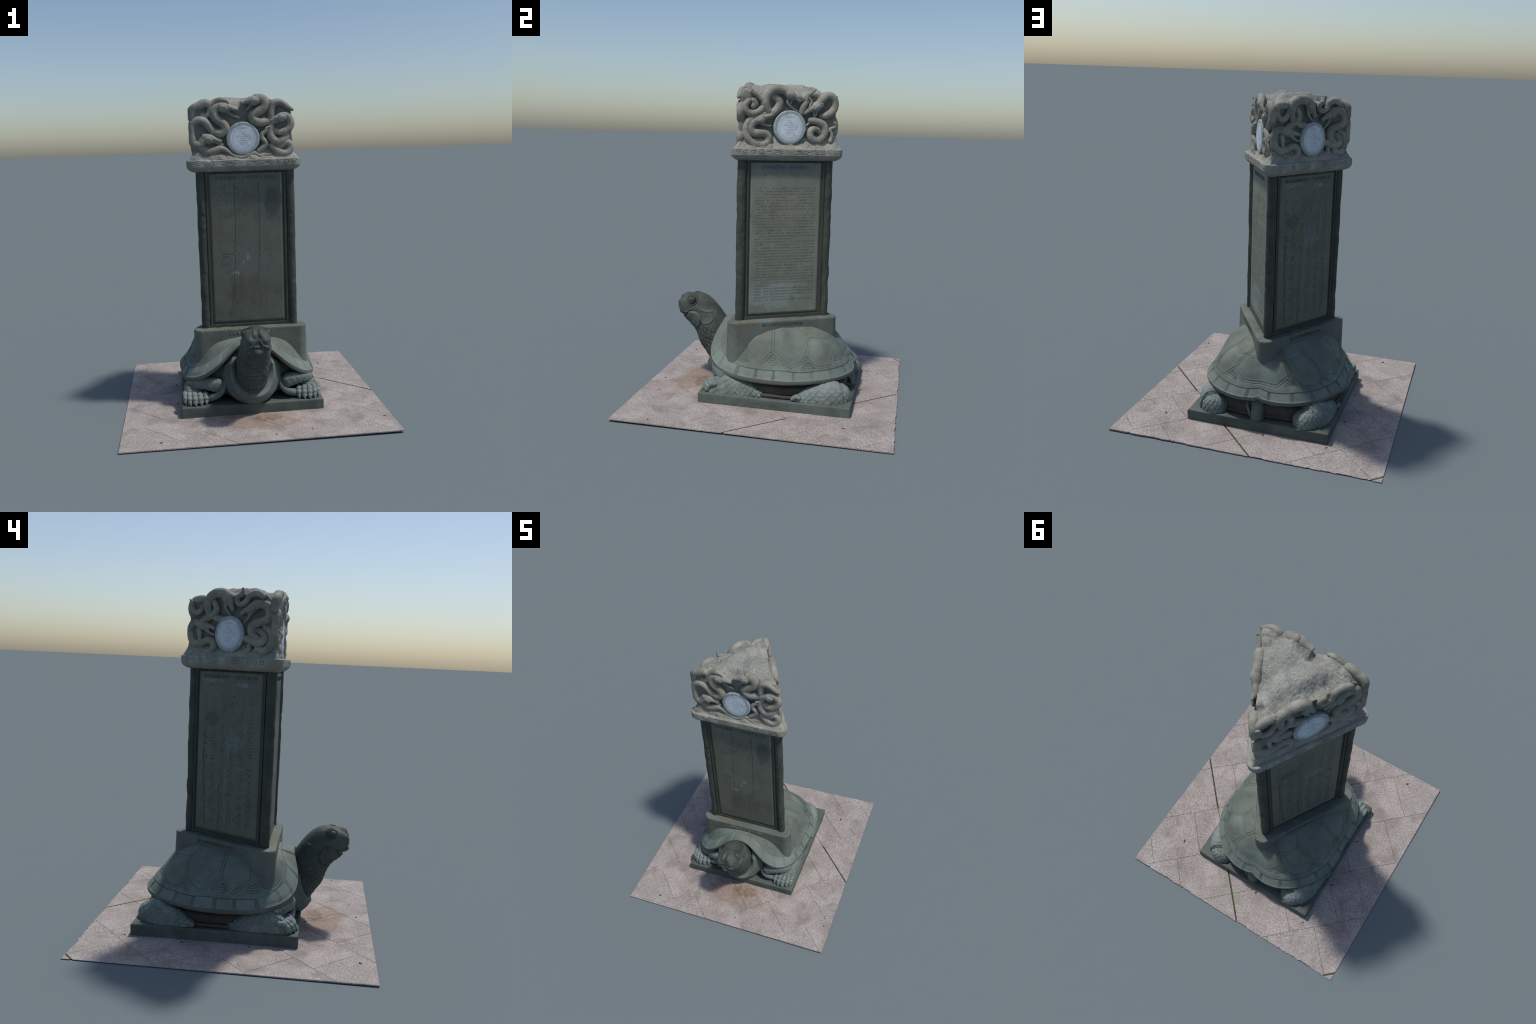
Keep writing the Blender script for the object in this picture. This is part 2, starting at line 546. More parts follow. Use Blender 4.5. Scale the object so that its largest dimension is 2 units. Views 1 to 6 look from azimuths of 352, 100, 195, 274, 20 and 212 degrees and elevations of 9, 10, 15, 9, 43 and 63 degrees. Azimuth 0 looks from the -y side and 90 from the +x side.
def paving_stone(poly, parent, thick=.0075, rise=0.0):
    pts = []
    for p, q in zip(poly, poly[1:] + poly[:1]):
        n = max(1, int(np.linalg.norm(q - p) / .007))
        rear = on_rear_border(p) < .002 and on_rear_border(q) < .002
        for k in range(n):
            s = p + (q - p) * k / n
            if rear and k:
                w = float(vnoise(np.array([[s[0], s[1], 0]]), 55, 5)[0])
                w2 = float(vnoise(np.array([[s[0], s[1], 0]]), 17, 8)[0])
                s = s - np.array([0, max(0, w * .5 + w2 * .5 + .05) * .012])
            pts.append(s)
    pts = np.array(pts)
    c = pts.mean(0)
    d = np.linalg.norm(pts - c, axis=1, keepdims=True)
    inner = c + (pts - c) * (1 - .0022 / d)
    n = len(pts)
    zt = ground_z(pts[:, 0], pts[:, 1]) + rise
    zi = ground_z(inner[:, 0], inner[:, 1]) + rise
    V = np.vstack([np.c_[pts, np.maximum(zt - thick, .0)], np.c_[pts, zt - .0012], np.c_[inner, zi]])
    F = []
    for i in range(n):
        j = (i + 1) % n
        F += [[i, j, n + j, n + i], [n + i, n + j, 2 * n + j, 2 * n + i]]
    F.append([2 * n + i for i in range(n)])
    F.append([i for i in range(n)][::-1])
    return mesh('paving_stone', V, F, M_PAVE, parent, flat=True)

def build_pavement():
    # joint bed under the stones
    ins = [p * .994 for p in SLAB]
    n = 60
    g = []
    for i in range(n + 1):
        for j in range(n + 1):
            a, b = i / n, j / n
            p = (ins[0] * (1 - a) + ins[1] * a) * (1 - b) + (ins[3] * (1 - a) + ins[2] * a) * b
            z = ground_z(*p) - .0035
            g.append([p[0], p[1], max(z, .0008)])
    g = np.array(g).reshape(n + 1, n + 1, 3)
    g[..., 2] += .0006 * vnoise(g, 60, 3)
    g[..., 2] = np.maximum(g[..., 2], .0004)
    bed = grid_mesh('pavement', g, M_BED)
    me = bed.data
    rows = [(-1.24, -.90, [.033]), (-.90, -.557, [-.14, .208, .522]), (-.557, -.213, [-1.0, -.665, -.325, .015, .357, .522, .877]),
            (-.213, .122, [-.84, -.5, -.16, .18, .522, .704, 1.045]), (.122, .457, [-.68, -.34, .0, .34, .522, .875]),
            (.457, .80, [-.503, -.173, .170, .522, .86]), (.80, 1.131, [-.334, 0.0, .33]), (1.131, 1.4, [])]
    wide = (.522,)
    for t0, t1, cuts in rows:
        edges = [-1.6] + cuts + [1.6]
        for s0, s1 in zip(edges[:-1], edges[1:]):
            g0 = .0055 if s0 in wide else .0009
            g1 = .0055 if s1 in wide else .0009
            h0, h1 = (.0055 if abs(t0 - 1.131) < 1e-6 else .0008), (.0055 if abs(t1 - 1.131) < 1e-6 else .0008)
            if (t0, t1) == (-.213, .122) and .522 in (s0, s1):
                g0 = g1 = .0013
            q = [to_xy((s0 + g0, t0 + h0)), to_xy((s1 - g1, t0 + h0)), to_xy((s1 - g1, t1 - h1)), to_xy((s0 + g0, t1 - h1))]
            q = clip(q, SLAB)
            if len(q) >= 3:
                area = .5 * abs(sum(a[0] * b[1] - a[1] * b[0] for a, b in zip(q, q[1:] + q[:1])))
                if area > .0006:
                    paving_stone(q, bed, rise=float(rng.uniform(-.0004, .0004)))
    return bed
build_pavement()

LITTER = [(.588, .546, .012), (-.587, -.732, .011), (-.07, .593, .010), (-.057, -.425, .010), (.775, -.587, .008), (.081, -.736, .008), (-.463, .60, .008), (-.50, .26, .009), (-.49, -.12, .007), (.30, -.70, .006)]
M_LITTER = Mat('dry_leaf_litter', .9)
M_LITTER.color(M_LITTER.mix(M_LITTER.noise(60, 3), lin(62, 54, 44), lin(96, 88, 74)))
M_LITTER = M_LITTER.m
def litter(spots):
    for x, y, r in spots:
        g = ellipsoid_grid((x, y, ground_z(x, y) + .0015), np.diag([r, r * .62, .003]), 18, 10)
        a = rng.uniform(0, 6.28)
        c, s = math.cos(a), math.sin(a)
        q = g[..., :2] - np.array([x, y])
        g[..., 0], g[..., 1] = x + c * q[..., 0] - s * q[..., 1], y + s * q[..., 0] + c * q[..., 1]
        g += .35 * r * np.stack([vnoise(g, 120, 1), vnoise(g, 120, 2), .25 * vnoise(g, 120, 3)], -1)
        grid_mesh('leaf_scrap', g, M_LITTER, BED, True, True, True)
BED = bpy.data.objects['pavement']
litter(LITTER)

# ------------------------------------------------------------------ base slab under the turtle
def build_base():
    cor = np.array([(-.463, -.391), (.436, -.389), (.433, .567), (-.461, .567)])
    per = []
    for a, b in zip(cor, np.roll(cor, -1, 0)):
        n = int(np.linalg.norm(b - a) / .004)
        per += [a + (b - a) * k / n for k in range(n)]
    per = np.array(per)
    c = per.mean(0)
    ztop = .078 - .006 * (per[:, 1] + .39) / .96
    prof = [(0, 0.0, None), (0, .3, None), (0, .6, None), (0, .8, None), (0, .93, None), (.0025, .985, None), (.007, 1.0, None), (.03, 1.0, None), (.1, 1.0, None), (.25, 1.0, None), (.42, 1., None)]
    zb = np.maximum(ground_z(per[:, 0], per[:, 1]) - .002, 0)
    rings = []
    for inset, h, _ in prof:
        q = c + (per - c) * (1 - inset / np.abs(np.array([.45, .48])))
        q = c + np.sign(per - c) * np.maximum(np.abs(per - c) - inset, 0)
        rings.append(np.c_[q, zb + (ztop - zb) * h])
    P = np.stack(rings, 1)
    n = grid_normals(P, True)
    d = .0012 * fbm(P, 16, 4, 3) - .004 * np.maximum(0, fbm(P, 22, 3, 9) - .75) * (P[..., 2] > .05)
    P = P + n * d[..., None]
    # sides: hairline joints cut through the border
    for (x, y, w) in ((-.463, -.2, .002), (-.463, .18, .003), (-.463, .245, .003), (.434, -.25, .002), (-.30, .567, .0025), (.434, .0, .0015)):
        m = (np.abs(P[..., 0] - x) < .01) if abs(x) > .4 else (np.abs(P[..., 1] - y) < .01)
        along = P[..., 1] - y if abs(x) > .4 else P[..., 0] - x
        P = P - n * (m * .004 * np.exp(-(along / w) ** 2))[..., None]
    ob = grid_mesh('base_slab', P, M_BASE, wrap_u=True, cap1=True)
    return ob
BASE = build_base()

# ------------------------------------------------------------------ shell (carapace)
RIM_X = [.443, -.052, -.022, .003, -.024, .017]
RIM_Y = [.026, -.481, .086, .021, .018, .024, -.023]
RIM_Z = [.261, .101, .076, .031, .004, -.003, -.003, -.003]
AXIS = -.0125
def rim(th):
    """rim of the shell; th = 0 in front above the neck, growing towards +x"""
    x = AXIS + sum(a * np.sin((k + 1) * th) for k, a in enumerate(RIM_X))
    y = sum(b * np.cos(k * th) for k, b in enumerate(RIM_Y))
    z = sum(c * np.cos(k * th) for k, c in enumerate(RIM_Z))
    return x, y, z
SIDE = np.array([(0, 0), (.023, .10), (.09, .27), (.148, .44), (.2, .62), (.27, .80), (.386, .92), (.545, .985), (1, 1)])
BACK = np.array([(0, 0), (.04, .08), (.12, .235), (.166, .31), (.215, .45), (.26, .55), (.31, .655), (.37, .735), (.43, .80), (.5, .875), (.57, .945), (.7, .985), (1, 1)])
def soft_profile(tab, t):
    acc = 0
    for o in (-.02, -.01, 0, .01, .02):
        acc = acc + np.interp(np.abs(t + o), tab[:, 0], tab[:, 1])
    return acc / 5 - (np.interp(.02, tab[:, 0], tab[:, 1]) * .24) * np.exp(-t / .012)
def shell_point(th, t):
    x, y, z = rim(th)
    a = np.abs(np.mod(th + np.pi, 2 * np.pi) - np.pi)
    w = smooth(1.88, 2.2, a)
    f = soft_profile(SIDE, t) * (1 - w) + soft_profile(BACK, t) * w
    return np.stack([x + (AXIS - x) * t + .009 * smooth(1.6, 2.3, a) * smooth(.05, .2, t) * smooth(1.0, .6, t), y + (.1 - y) * t, z + (.487 - z) * f], -1)

def mirror(line):
    return [(-a, t) for a, t in line]
# carved lines on the shell: (degrees round the rim, way in from the rim); the left side mirrors the right
FLANGE = [(0, .183), (17, .189), (34, .196), (43, .156), (52, .115), (60, .095), (68, .076), (77, .066), (95, .064), (108, .068), (120, .086), (135, .088), (150, .086), (166, .078), (180, .088)]
ZIGZAG = [(20, .235), (31, .245), (44.5, .252), (46.5, .19), (56, .124), (63.5, .10), (75.5, .178), (90, .103), (103, .181), (120.5, .128), (130.5, .209), (135, .121), (142.8, .121), (150.5, .224), (159.5, .144), (180, .142)]
UPPER = [[(103, .181), (95, .43)], [(130.5, .209), (136.5, .40), (133.5, .585)], [(136.5, .40), (152.5, .349), (150.5, .224)], [(152.5, .349), (166, .356), (180, .362)],
         [(152.5, .349), (156, .43), (157, .55)], [(75.5, .178), (72, .3)]]
PEAKS = [(75.5, .165), (103, .168), (130.5, .192), (150.5, .208)]
TRIPLES = [-17.5, 17.5, 39.8, 52.5, 62, 75, 89, 107, 122, 131.5, 141, 151, 166.5]

def to_space(line, per=8):
    L = []
    for (a0, t0), (a1, t1) in zip(line[:-1], line[1:]):
        for k in range(per):
            s = k / per
            L.append((a0 + (a1 - a0) * s, t0 + (t1 - t0) * s))
    L.append(line[-1])
    L = np.array(L, float)
    return shell_point(np.radians(L[:, 0]), L[:, 1])

def seg_near(P, lines):
    best = np.full(len(P), .05)
    for line in lines:
        line = np.asarray(line, float)[::2]
        lo, hi = line.min(0) - .05, line.max(0) + .05
        m = np.all((P > lo) & (P < hi), axis=1)
        if m.any():
            best[m] = np.minimum(best[m], seg_dist(P[m], line))
    return best

def build_shell():
    nth = 1500
    th = np.linspace(0, 2 * np.pi, nth, endpoint=False)
    t = np.concatenate([np.linspace(0, .25, 84), np.linspace(.254, .62, 70), np.linspace(.63, .97, 20)])
    TH, T = np.meshgrid(th, t, indexing='ij')
    P = shell_point(TH, T)
    # small step of the rim where the tail leaves it
    off = np.degrees(TH) - 180
    lip = np.exp(-(off / 3.6) ** 4) * np.exp(-T / .05)
    P[..., 2] += .010 * lip
    P[..., 1] -= .010 * lip
    N = grid_normals(P, True)
    flat = P.reshape(-1, 3)
    d = np.zeros(len(flat))
    both = lambda lines: lines + [mirror(l) for l in lines]
    single, bands, fine = [], [], []
    for l in both([FLANGE]):
        fine_line = to_space(l, 10)
        single += [fine_line[k:k + 24] for k in range(0, len(fine_line) - 1, 23)]
    bands += [to_space(l) for l in both([ZIGZAG] + UPPER)]
    for a in TRIPLES:
        for sgn in ((1, -1) if abs(a) > 18 else (1,)):
            ti = float(np.interp(abs(a), [p[0] for p in FLANGE], [p[1] for p in FLANGE]))
            x, y, z = rim(np.radians(sgn * a))
            x1, y1, z1 = rim(np.radians(sgn * a + 1))
            step = .0085 / math.hypot(math.hypot(x1 - x, y1 - y), z1 - z)
            for k in (-1, 0, 1):
                fine.append(to_space([(sgn * a + k * step * .92, ti * .97), (sgn * a + k * step, .002)], 14))
    arcs = []
    for pa, pt in both([PEAKS])[0] + both([PEAKS])[1]:
        c = shell_point(np.radians(pa), pt)
        dn = shell_point(np.radians(pa), pt - .05) - c
        dn /= np.linalg.norm(dn)
        sd = shell_point(np.radians(pa + .5), pt) - shell_point(np.radians(pa - .5), pt)
        sd /= np.linalg.norm(sd)
        for r, half in ((.022, 52), (.037, 49), (.052, 46), (.066, 42)):
            arcs.append([c + r * (math.cos(math.radians(q)) * dn + math.sin(math.radians(q)) * sd) for q in np.linspace(-half, half, 9)])
    d -= groove(flat, single, .0022, .0034)
    d -= groove(flat, bands, .0017, .0028, double=.0080)
    d -= groove(flat, fine, .0017, .0028)
    d -= groove(flat, arcs, .0019, .0028)
    # the plates swell a little between their seams
    d += .0010 * smooth(.008, .05, seg_near(flat, bands + single))
    d += .0010 * fbm(flat, 12, 4, 2)
    P = (flat + N.reshape(-1, 3) * d[:, None]).reshape(P.shape)
    # edge band and underside: rings outside the grid, below the rim
    x, y, z = rim(th)
    z = z + .010 * np.exp(-((np.degrees(th) - 180) / 3.6) ** 4)
    sway = .0 * smooth(1.6, 2.3, np.abs(np.mod(th + np.pi, 2 * np.pi) - np.pi))
    def ring(s, dz):
        return np.stack([AXIS + (x - AXIS) * s + sway, .1 + (y - .1) * s, z + dz], -1)
    under = [ring(.72, .004), ring(.85, -.006), ring(.93, -.016), ring(.965, -.019), ring(.985, -.0205), ring(.995, -.0185), ring(1.001, -.011), ring(1.002, -.004)]
    for r in under:
        r[:, 2] += .0012 * vnoise(r, 20, 4)
    ob = grid_mesh('shell', P, M_SHELL, wrap_u=True, cap1=True)
    ob.data.materials.append(M_FLANGE)
    nt = len(t)
    fl_t = np.interp(np.abs(np.degrees(np.mod(th + np.pi, 2 * np.pi) - np.pi)), [q[0] for q in FLANGE], [q[1] for q in FLANGE])
    slot = (t[None, :-1] < fl_t[:, None]).astype(np.int32).reshape(-1)
    full = np.zeros(len(ob.data.polygons), np.int32)
    full[:len(slot)] = slot
    ob.data.polygons.foreach_set('material_index', full)
    G = np.concatenate([np.stack(under, 1), P[:, :1]], 1)
    grid_mesh('shell_rim', G, M_RIM, ob, wrap_u=True, cap0=True)
    # thin dark and pale lines along the carved lines
    def draw_lines(lines, mat, r, keep):
        parts = []
        for l in lines:
            l = np.asarray(l)
            if len(l) > 3 and keep(l):
                parts.append(tube('s', l + np.array([0, 0, -.0006]) + .0004 * np.stack([vnoise(l, 90, k) for k in range(3)], -1), r * (.6 + .5 * np.abs(vnoise(l, 40, 5))), mat, None, 5))
        if parts:
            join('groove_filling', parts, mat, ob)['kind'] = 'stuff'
    seams = []
    for l in both([ZIGZAG] + UPPER):
        L = to_space(l, 10)
        T = np.gradient(L, axis=0)
        out = np.cross(T, L - np.array([AXIS, .1, .1]))
        out /= np.linalg.norm(out, axis=1, keepdims=True)
        for s in (-.0082, .0082):
            q = L + out * s
            # back onto the shell
            best = ((q[:, None] - P.reshape(-1, 3)[None, ::7]) ** 2).sum(-1).argmin(1)
            q = P.reshape(-1, 3)[::7][best] * .5 + q * .5
            for k in range(0, len(q) - 1, 9):
                seams.append(q[k:k + 10])
    is_front = lambda l: l.mean(0)[1] < -.20
    draw_lines(seams, M_DARK_LINE, .0007, lambda l: not is_front(np.asarray(l)))
    draw_lines(fine + arcs + single, M_DARK_LINE, .0011, lambda l: not is_front(np.asarray(l)))
    draw_lines(fine + arcs + single, M_PALE_LINE, .0009, lambda l: is_front(np.asarray(l)))
    return ob
SHELL = build_shell()

def fish_scales(u, v, a, b, curve=.55, seed=0):
    """overlapping scales: u across, v towards the free edges (metres); row height a, width b.
    Returns (groove distance, rise of the plate towards its free edge, random value)"""
    k0 = np.floor(v / a).astype(int)
    owner = np.full(u.shape, 10 ** 6)
    rise = np.zeros(u.shape)
    cell = np.zeros(u.shape)
    d = np.full(u.shape, 1.0)
    for j in (-3, -2, -1, 0, 1):
        k = k0 + j
        q = u / b + .5 * (k % 2)
        fu = q - np.floor(q) - .5
        edge = (k + 1) * a + a * curve * (1 - np.abs(2 * fu) ** 3.4)
        slope = a * curve * 6.8 * np.abs(2 * fu) ** 2.4 / b
        d = np.minimum(d, np.abs(v - edge) / np.sqrt(1 + slope ** 2))
        hit = (v < edge) & (k < owner)
        owner = np.where(hit, k, owner)
        rise = np.where(hit, np.clip(1 - (edge - v) / (1.6 * a), 0, 1), rise)
        cell = np.where(hit, hash3(k, np.floor(q).astype(int), k * 0, seed), cell)
    return d, rise, cell

# ------------------------------------------------------------------ torso: chest with the lip round the neck, belly
def build_torso():
    n = 160
    phi = np.linspace(0, 2 * np.pi, n, endpoint=False)      # 0 = +x, 90 deg = up
    # y, half width, bottom z, top z, tilt (how far the top leans back)
    st = [(-.405, .096, .188, .40, .62), (-.432, .110, .166, .41, .64), (-.444, .122, .152, .42, .64), (-.450, .130, .143, .43, .64), (-.449, .136, .136, .43, .64), (-.443, .140, .128, .43, .62),
          (-.430, .146, .108, .43, .56), (-.412, .154, .090, .43, .46), (-.39, .164, .076, .42, .36), (-.34, .180, .070, .40, .2), (-.28, .21, .070, .36, .05), (-.2, .31, .072, .3, 0),
          (-.1, .385, .062, .20, 0), (.05, .408, .058, .178, 0), (.2, .406, .058, .178, 0), (.34, .36, .058, .178, 0), (.44, .29, .058, .178, 0), (.495, .20, .058, .176, 0), (.512, .14, .07, .17, 0)]
    cols = []
    for y, hw, zb, zt, tilt in spline(st, 6):
        cz = zb + (zt - zb) * .55
        e = .85 if y < -.15 else .6
        cx = np.sign(np.cos(phi)) * np.abs(np.cos(phi)) ** e
        sx = np.sign(np.sin(phi)) * np.abs(np.sin(phi)) ** e
        z = np.where(sx < 0, cz + sx * (cz - zb), cz + sx * (zt - cz))
        cols.append(np.stack([AXIS + hw * cx, y + (.085 * np.tanh(tilt * (z - zb) / .085) + 1.0 * np.maximum(0, z - .33)) * min(1, tilt / .4), z], -1))
    P = np.stack(cols, 1)
    P = P + grid_normals(P, True) * (.0015 * fbm(P, 14, 4, 6))[..., None]
    ob = grid_mesh('torso', P, M_SKIN, wrap_u=True, cap0=True, cap1=True, flip=True)
    # belly colour darkened to paint the shade under the shell rim
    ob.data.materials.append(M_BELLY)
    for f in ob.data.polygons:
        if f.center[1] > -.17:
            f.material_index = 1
    return ob
build_torso()
# low beam left under the belly on both sides
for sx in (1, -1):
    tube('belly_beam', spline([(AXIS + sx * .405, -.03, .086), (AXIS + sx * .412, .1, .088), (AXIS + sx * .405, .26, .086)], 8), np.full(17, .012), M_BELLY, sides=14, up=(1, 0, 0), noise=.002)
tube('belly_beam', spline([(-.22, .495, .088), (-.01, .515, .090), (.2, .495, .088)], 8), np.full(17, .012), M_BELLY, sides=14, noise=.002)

# ------------------------------------------------------------------ head and neck: one lofted surface
# stations: (front/lower edge y,z), (back/upper edge y,z), half width, squareness
NECK = [((-.425, .135), (-.22, .34), .096), ((-.444, .172), (-.27, .402), .102), ((-.471, .217), (-.315, .437), .103), ((-.492, .245), (-.332, .455), .104), ((-.507, .271), (-.346, .475), .103), ((-.518, .303), (-.361, .497), .100), ((-.528, .335), (-.376, .519), .096),
        ((-.546, .370), (-.402, .549), .090), ((-.570, .398), (-.434, .581), .087), ((-.594, .419), (-.470, .604), .086), ((-.616, .438), (-.508, .615), .085), ((-.630, .456), (-.543, .614), .082),
        ((-.641, .474), (-.576, .609), .077), ((-.647, .492), (-.600, .605), .070), ((-.650, .510), (-.619, .598), .060), ((-.649, .524), (-.631, .588), .048), ((-.646, .540), (-.636, .572), .028)]
LEAN = .0105      # the head sits a little off the middle
def build_head_and_neck():
    n = 200
    phi = np.linspace(0, 2 * np.pi, n, endpoint=False)
    rows = spline([(a[0], a[1], b[0], b[1], w) for a, b, w in NECK], 22)
    cols = []
    for k, (ay, az, by, bz, w) in enumerate(rows):
        A, Bq = np.array([ay, az]), np.array([by, bz])
        c, h = (A + Bq) / 2, (Bq - A) / 2
        s = np.sin(phi)                                   # +1 = upper/back edge
        x = np.sign(np.cos(phi)) * np.abs(np.cos(phi)) ** .9
        cols.append(np.stack([AXIS + w * x, c[0] + h[0] * s, c[1] + h[1] * s], -1))
    P = np.stack(cols, 1)
    N = grid_normals(P, True)
    if (N[0, 60] @ np.array([1., 0, 0])) < 0:
        N = -N
    flat, nor = P.reshape(-1, 3), N.reshape(-1, 3)
    row = np.repeat(np.arange(len(rows))[None], n, 0).reshape(-1) / 22.0     # station number
    ph = np.repeat(phi[:, None], len(rows), 1).reshape(-1)
    x, y, z = (flat - np.array([AXIS, 0, 0])).T
    ax = np.abs(x)
    d = np.zeros(len(flat))
    side = smooth(.35, .7, np.abs(nor[:, 0]))
    front = smooth(.2, .6, -nor[:, 1])
    # --- scales of the neck: overlapping plates; a ladder of broad plates down the throat
    isneck = smooth(.6, 1.0, row) * (1 - smooth(0, .012, (z - (.400 + (y + .44) * -.25)) ))
    um = (ph - 1.5 * np.pi) * .112 + .003 * vnoise(flat, 26, 3)
    vm = (8.2 - row) * .030 + .003 * vnoise(flat, 24, 9)
    g, rise, rid = fish_scales(um, vm, .024, .031, .80, 2)
    throat = np.exp(-((ph - 1.5 * np.pi) / .34) ** 6)
    v2 = (8.2 - row) * 1.15 + .12 * np.cos(x * 90)
    fv2 = v2 % 1
    ridge2 = np.maximum(smooth(.92, 1, fv2), smooth(.06, 0, fv2))
    edge_t = np.exp(-((np.abs(ph - 1.5 * np.pi) - .335) / .05) ** 2)
    sc = (1 - throat) * .0046 * (.95 * smooth(0, .0030, g) + .18 * rise - 1.0) + throat * (.0034 * (1 - (fv2 * 2 - 1) ** 2) - .005 * ridge2) - .004 * edge_t
    d += isneck * sc
    # --- jaw plate: large round cheek disc with a raised border
    jy, jz = -.538, .442
    q = np.hypot((y - jy) / .95, z - jz)
    d += side * .007 * smooth(.062, .050, q)
    d -= side * .005 * np.exp(-((q - .064) / .004) ** 2)
    # curl inside the cheek
    q2 = np.hypot(y + .565, (z - .450))
    d -= side * .0045 * np.exp(-((q2 - .034) / .007) ** 2) * smooth(-.02, .02, .03 - (y + .60))
    d += side * .0025 * np.exp(-((q2 - .046) / .006) ** 2)
    # --- ear flap behind the cheek
    q3 = np.hypot((y + .448) / 1.25, z - .462)
    d += side * .004 * np.exp(-((q3 - .036) / .005) ** 2) * smooth(.0, -.02, z - .47) - side * .004 * smooth(.03, .0, q3)
    # --- brow line from the eye to the nape
    brow = [(-.52, .535), (-.49, .515), (-.45, .505), (-.41, .505)]
    dy = seg_dist(np.stack([y, z], -1), brow)
    d += side * (.004 * np.exp(-(dy / .006) ** 2))
    # --- mouth line, lips
    lip = [(-.668, .517), (-.650, .511), (-.634, .497), (-.613, .485), (-.594, .489), (-.579, .484), (-.567, .462), (-.563, .440), (-.573, .425)]
    dl = seg_dist(np.stack([y, z], -1), lip)
    sgn = z - np.interp(y, [p[0] for p in lip[:6]], [p[1] for p in lip[:6]])
    fwd = smooth(-.565, -.585, y)
    d += fwd * (.0048 * np.exp(-((dl - .006) / .0045) ** 2) * (sgn > 0) - .0075 * np.exp(-(dl / .0042) ** 2))
    # philtrum, lip curls and cheeks of the beak seen from the front
    d -= front * .003 * np.exp(-(x / .003) ** 2) * smooth(.522, .53, z) * smooth(.580, .565, z)
    d += front * .014 * np.exp(-((ax - .041) / .021) ** 2 - ((z - .552) / .023) ** 2)
    d -= front * .006 * np.exp(-((ax - .012) / .005) ** 2) * np.exp(-((z - .540) / .02) ** 2)
    curl = seg_dist(np.stack([ax, z], -1), [(.016, .556), (.018, .540), (.026, .528), (.042, .521), (.058, .514)])
    d += front * .0075 * np.exp(-(curl / .0045) ** 2)
    # nose ridges up to the forehead, nostrils
    d += .008 * np.exp(-((ax - .0195) / .0105) ** 2) * smooth(-.565, -.615, y) * smooth(.562, .580, z)
    nd = np.sqrt((ax - .0195) ** 2 + (y + .642) ** 2 + (z - .590) ** 2)
    d -= .008 * np.exp(-(nd / .0042) ** 2)
    d += .002 * np.exp(-((nd - .011) / .004) ** 2)
    d -= .004 * np.exp(-(x / .006) ** 2) * smooth(.57, .585, z) * smooth(-.57, -.61, y)
    # lower lip ball
    d += front * .016 * np.exp(-(x / .028) ** 2 - ((z - .484) / .017) ** 2) - front * .008 * np.exp(-((np.hypot(x / 1.15, z - .486) - .034) / .006) ** 2) * smooth(.502, .492, z)
    d -= front * .004 * np.exp(-((ax - .044) / .006) ** 2) * np.exp(-((z - .470) / .022) ** 2)
    # eye sockets: ringed folds behind and around the eye
    eye = np.array([.066, -.558, .579])
    e = np.sqrt((ax - eye[0]) ** 2 + (y - eye[1]) ** 2 + (z - eye[2]) ** 2)
    d += .004 * np.exp(-((e - .030) / .004) ** 2)
    back = smooth(-.012, .012, y - eye[1])
    d += back * .0035 * np.exp(-((e - .043) / .004) ** 2) - back * .003 * np.exp(-((e - .037) / .003) ** 2) - back * .003 * np.exp(-((e - .050) / .004) ** 2)
    d += .0009 * fbm(flat, 22, 4, 5)
    P = (flat + nor * d[:, None])
    P[:, 0] += LEAN * smooth(1.5, 8, row)
    nv = len(rows)
    F = grid_quads(n, nv, True)
    V = P
    # the head and the neck are regions of one surface: split along the jaw, keep the shared normals
    whole = bpy.data.meshes.new('whole')
    tip = np.array([[AXIS + LEAN, -.644, .557]])
    V = np.vstack([V, tip])
    F = F[:, ::-1].tolist() + [[u * nv + nv - 1, ((u + 1) % n) * nv + nv - 1, n * nv][::-1] for u in range(n)]
    whole.from_pydata(V.tolist(), [], F)
    whole.update()
    vn = np.empty(len(V) * 3)
    whole.vertex_normals.foreach_get('vector', vn)
    vn = vn.reshape(-1, 3)
    if vn[30] @ nor[30] < 0:
        F = [f[::-1] for f in F]
        vn = -vn
    cen = np.array([V[f].mean(0) for f in F])
    head_side = (cen[:, 2] - .405) - (cen[:, 1] + .44) * -.25 > .006
    for name, keep in (('neck', ~head_side), ('head', head_side)):
        fs = [f for f, k in zip(F, keep) if k]
        used = sorted({i for f in fs for i in f})
        idx = {v: i for i, v in enumerate(used)}
        ob = mesh(name, V[used], [[idx[i] for i in f] for f in fs], M_HEADSTONE)
        ob.data.normals_split_custom_set_from_vertices([tuple(vn[i]) for i in used])
        if name == 'head':
            head = ob
    bpy.data.meshes.remove(whole)
    # eyes: a ball in a double lid
    for s in (1, -1):
        c = np.array([AXIS + LEAN + s * .070, -.558, .583])
        out = np.array([s * .80, -.28, .53])
        out /= np.linalg.norm(out)
        fw = np.array([0, -1, .0]) - out * (np.array([0, -1, .0]) @ out)
        fw /= np.linalg.norm(fw)
        up = np.cross(out, fw)
        ellipsoid('eye', c + out * .000, [fw * .023, up * .018, out * .015], M_HEADSTONE, head, 32, 20)
        for ra, rb, o, r in ((.0250, .0200, .006, .0028), (.0315, .0262, .001, .0034)):
            a = np.linspace(0, 2 * np.pi, 41)
            ringp = c + out * o + fw * (ra * np.cos(a))[:, None] + up * (rb * np.sin(a))[:, None]
            tube('eyelid', ringp, np.full(41, r), M_HEADSTONE, head, 10, up=out)
build_head_and_neck()

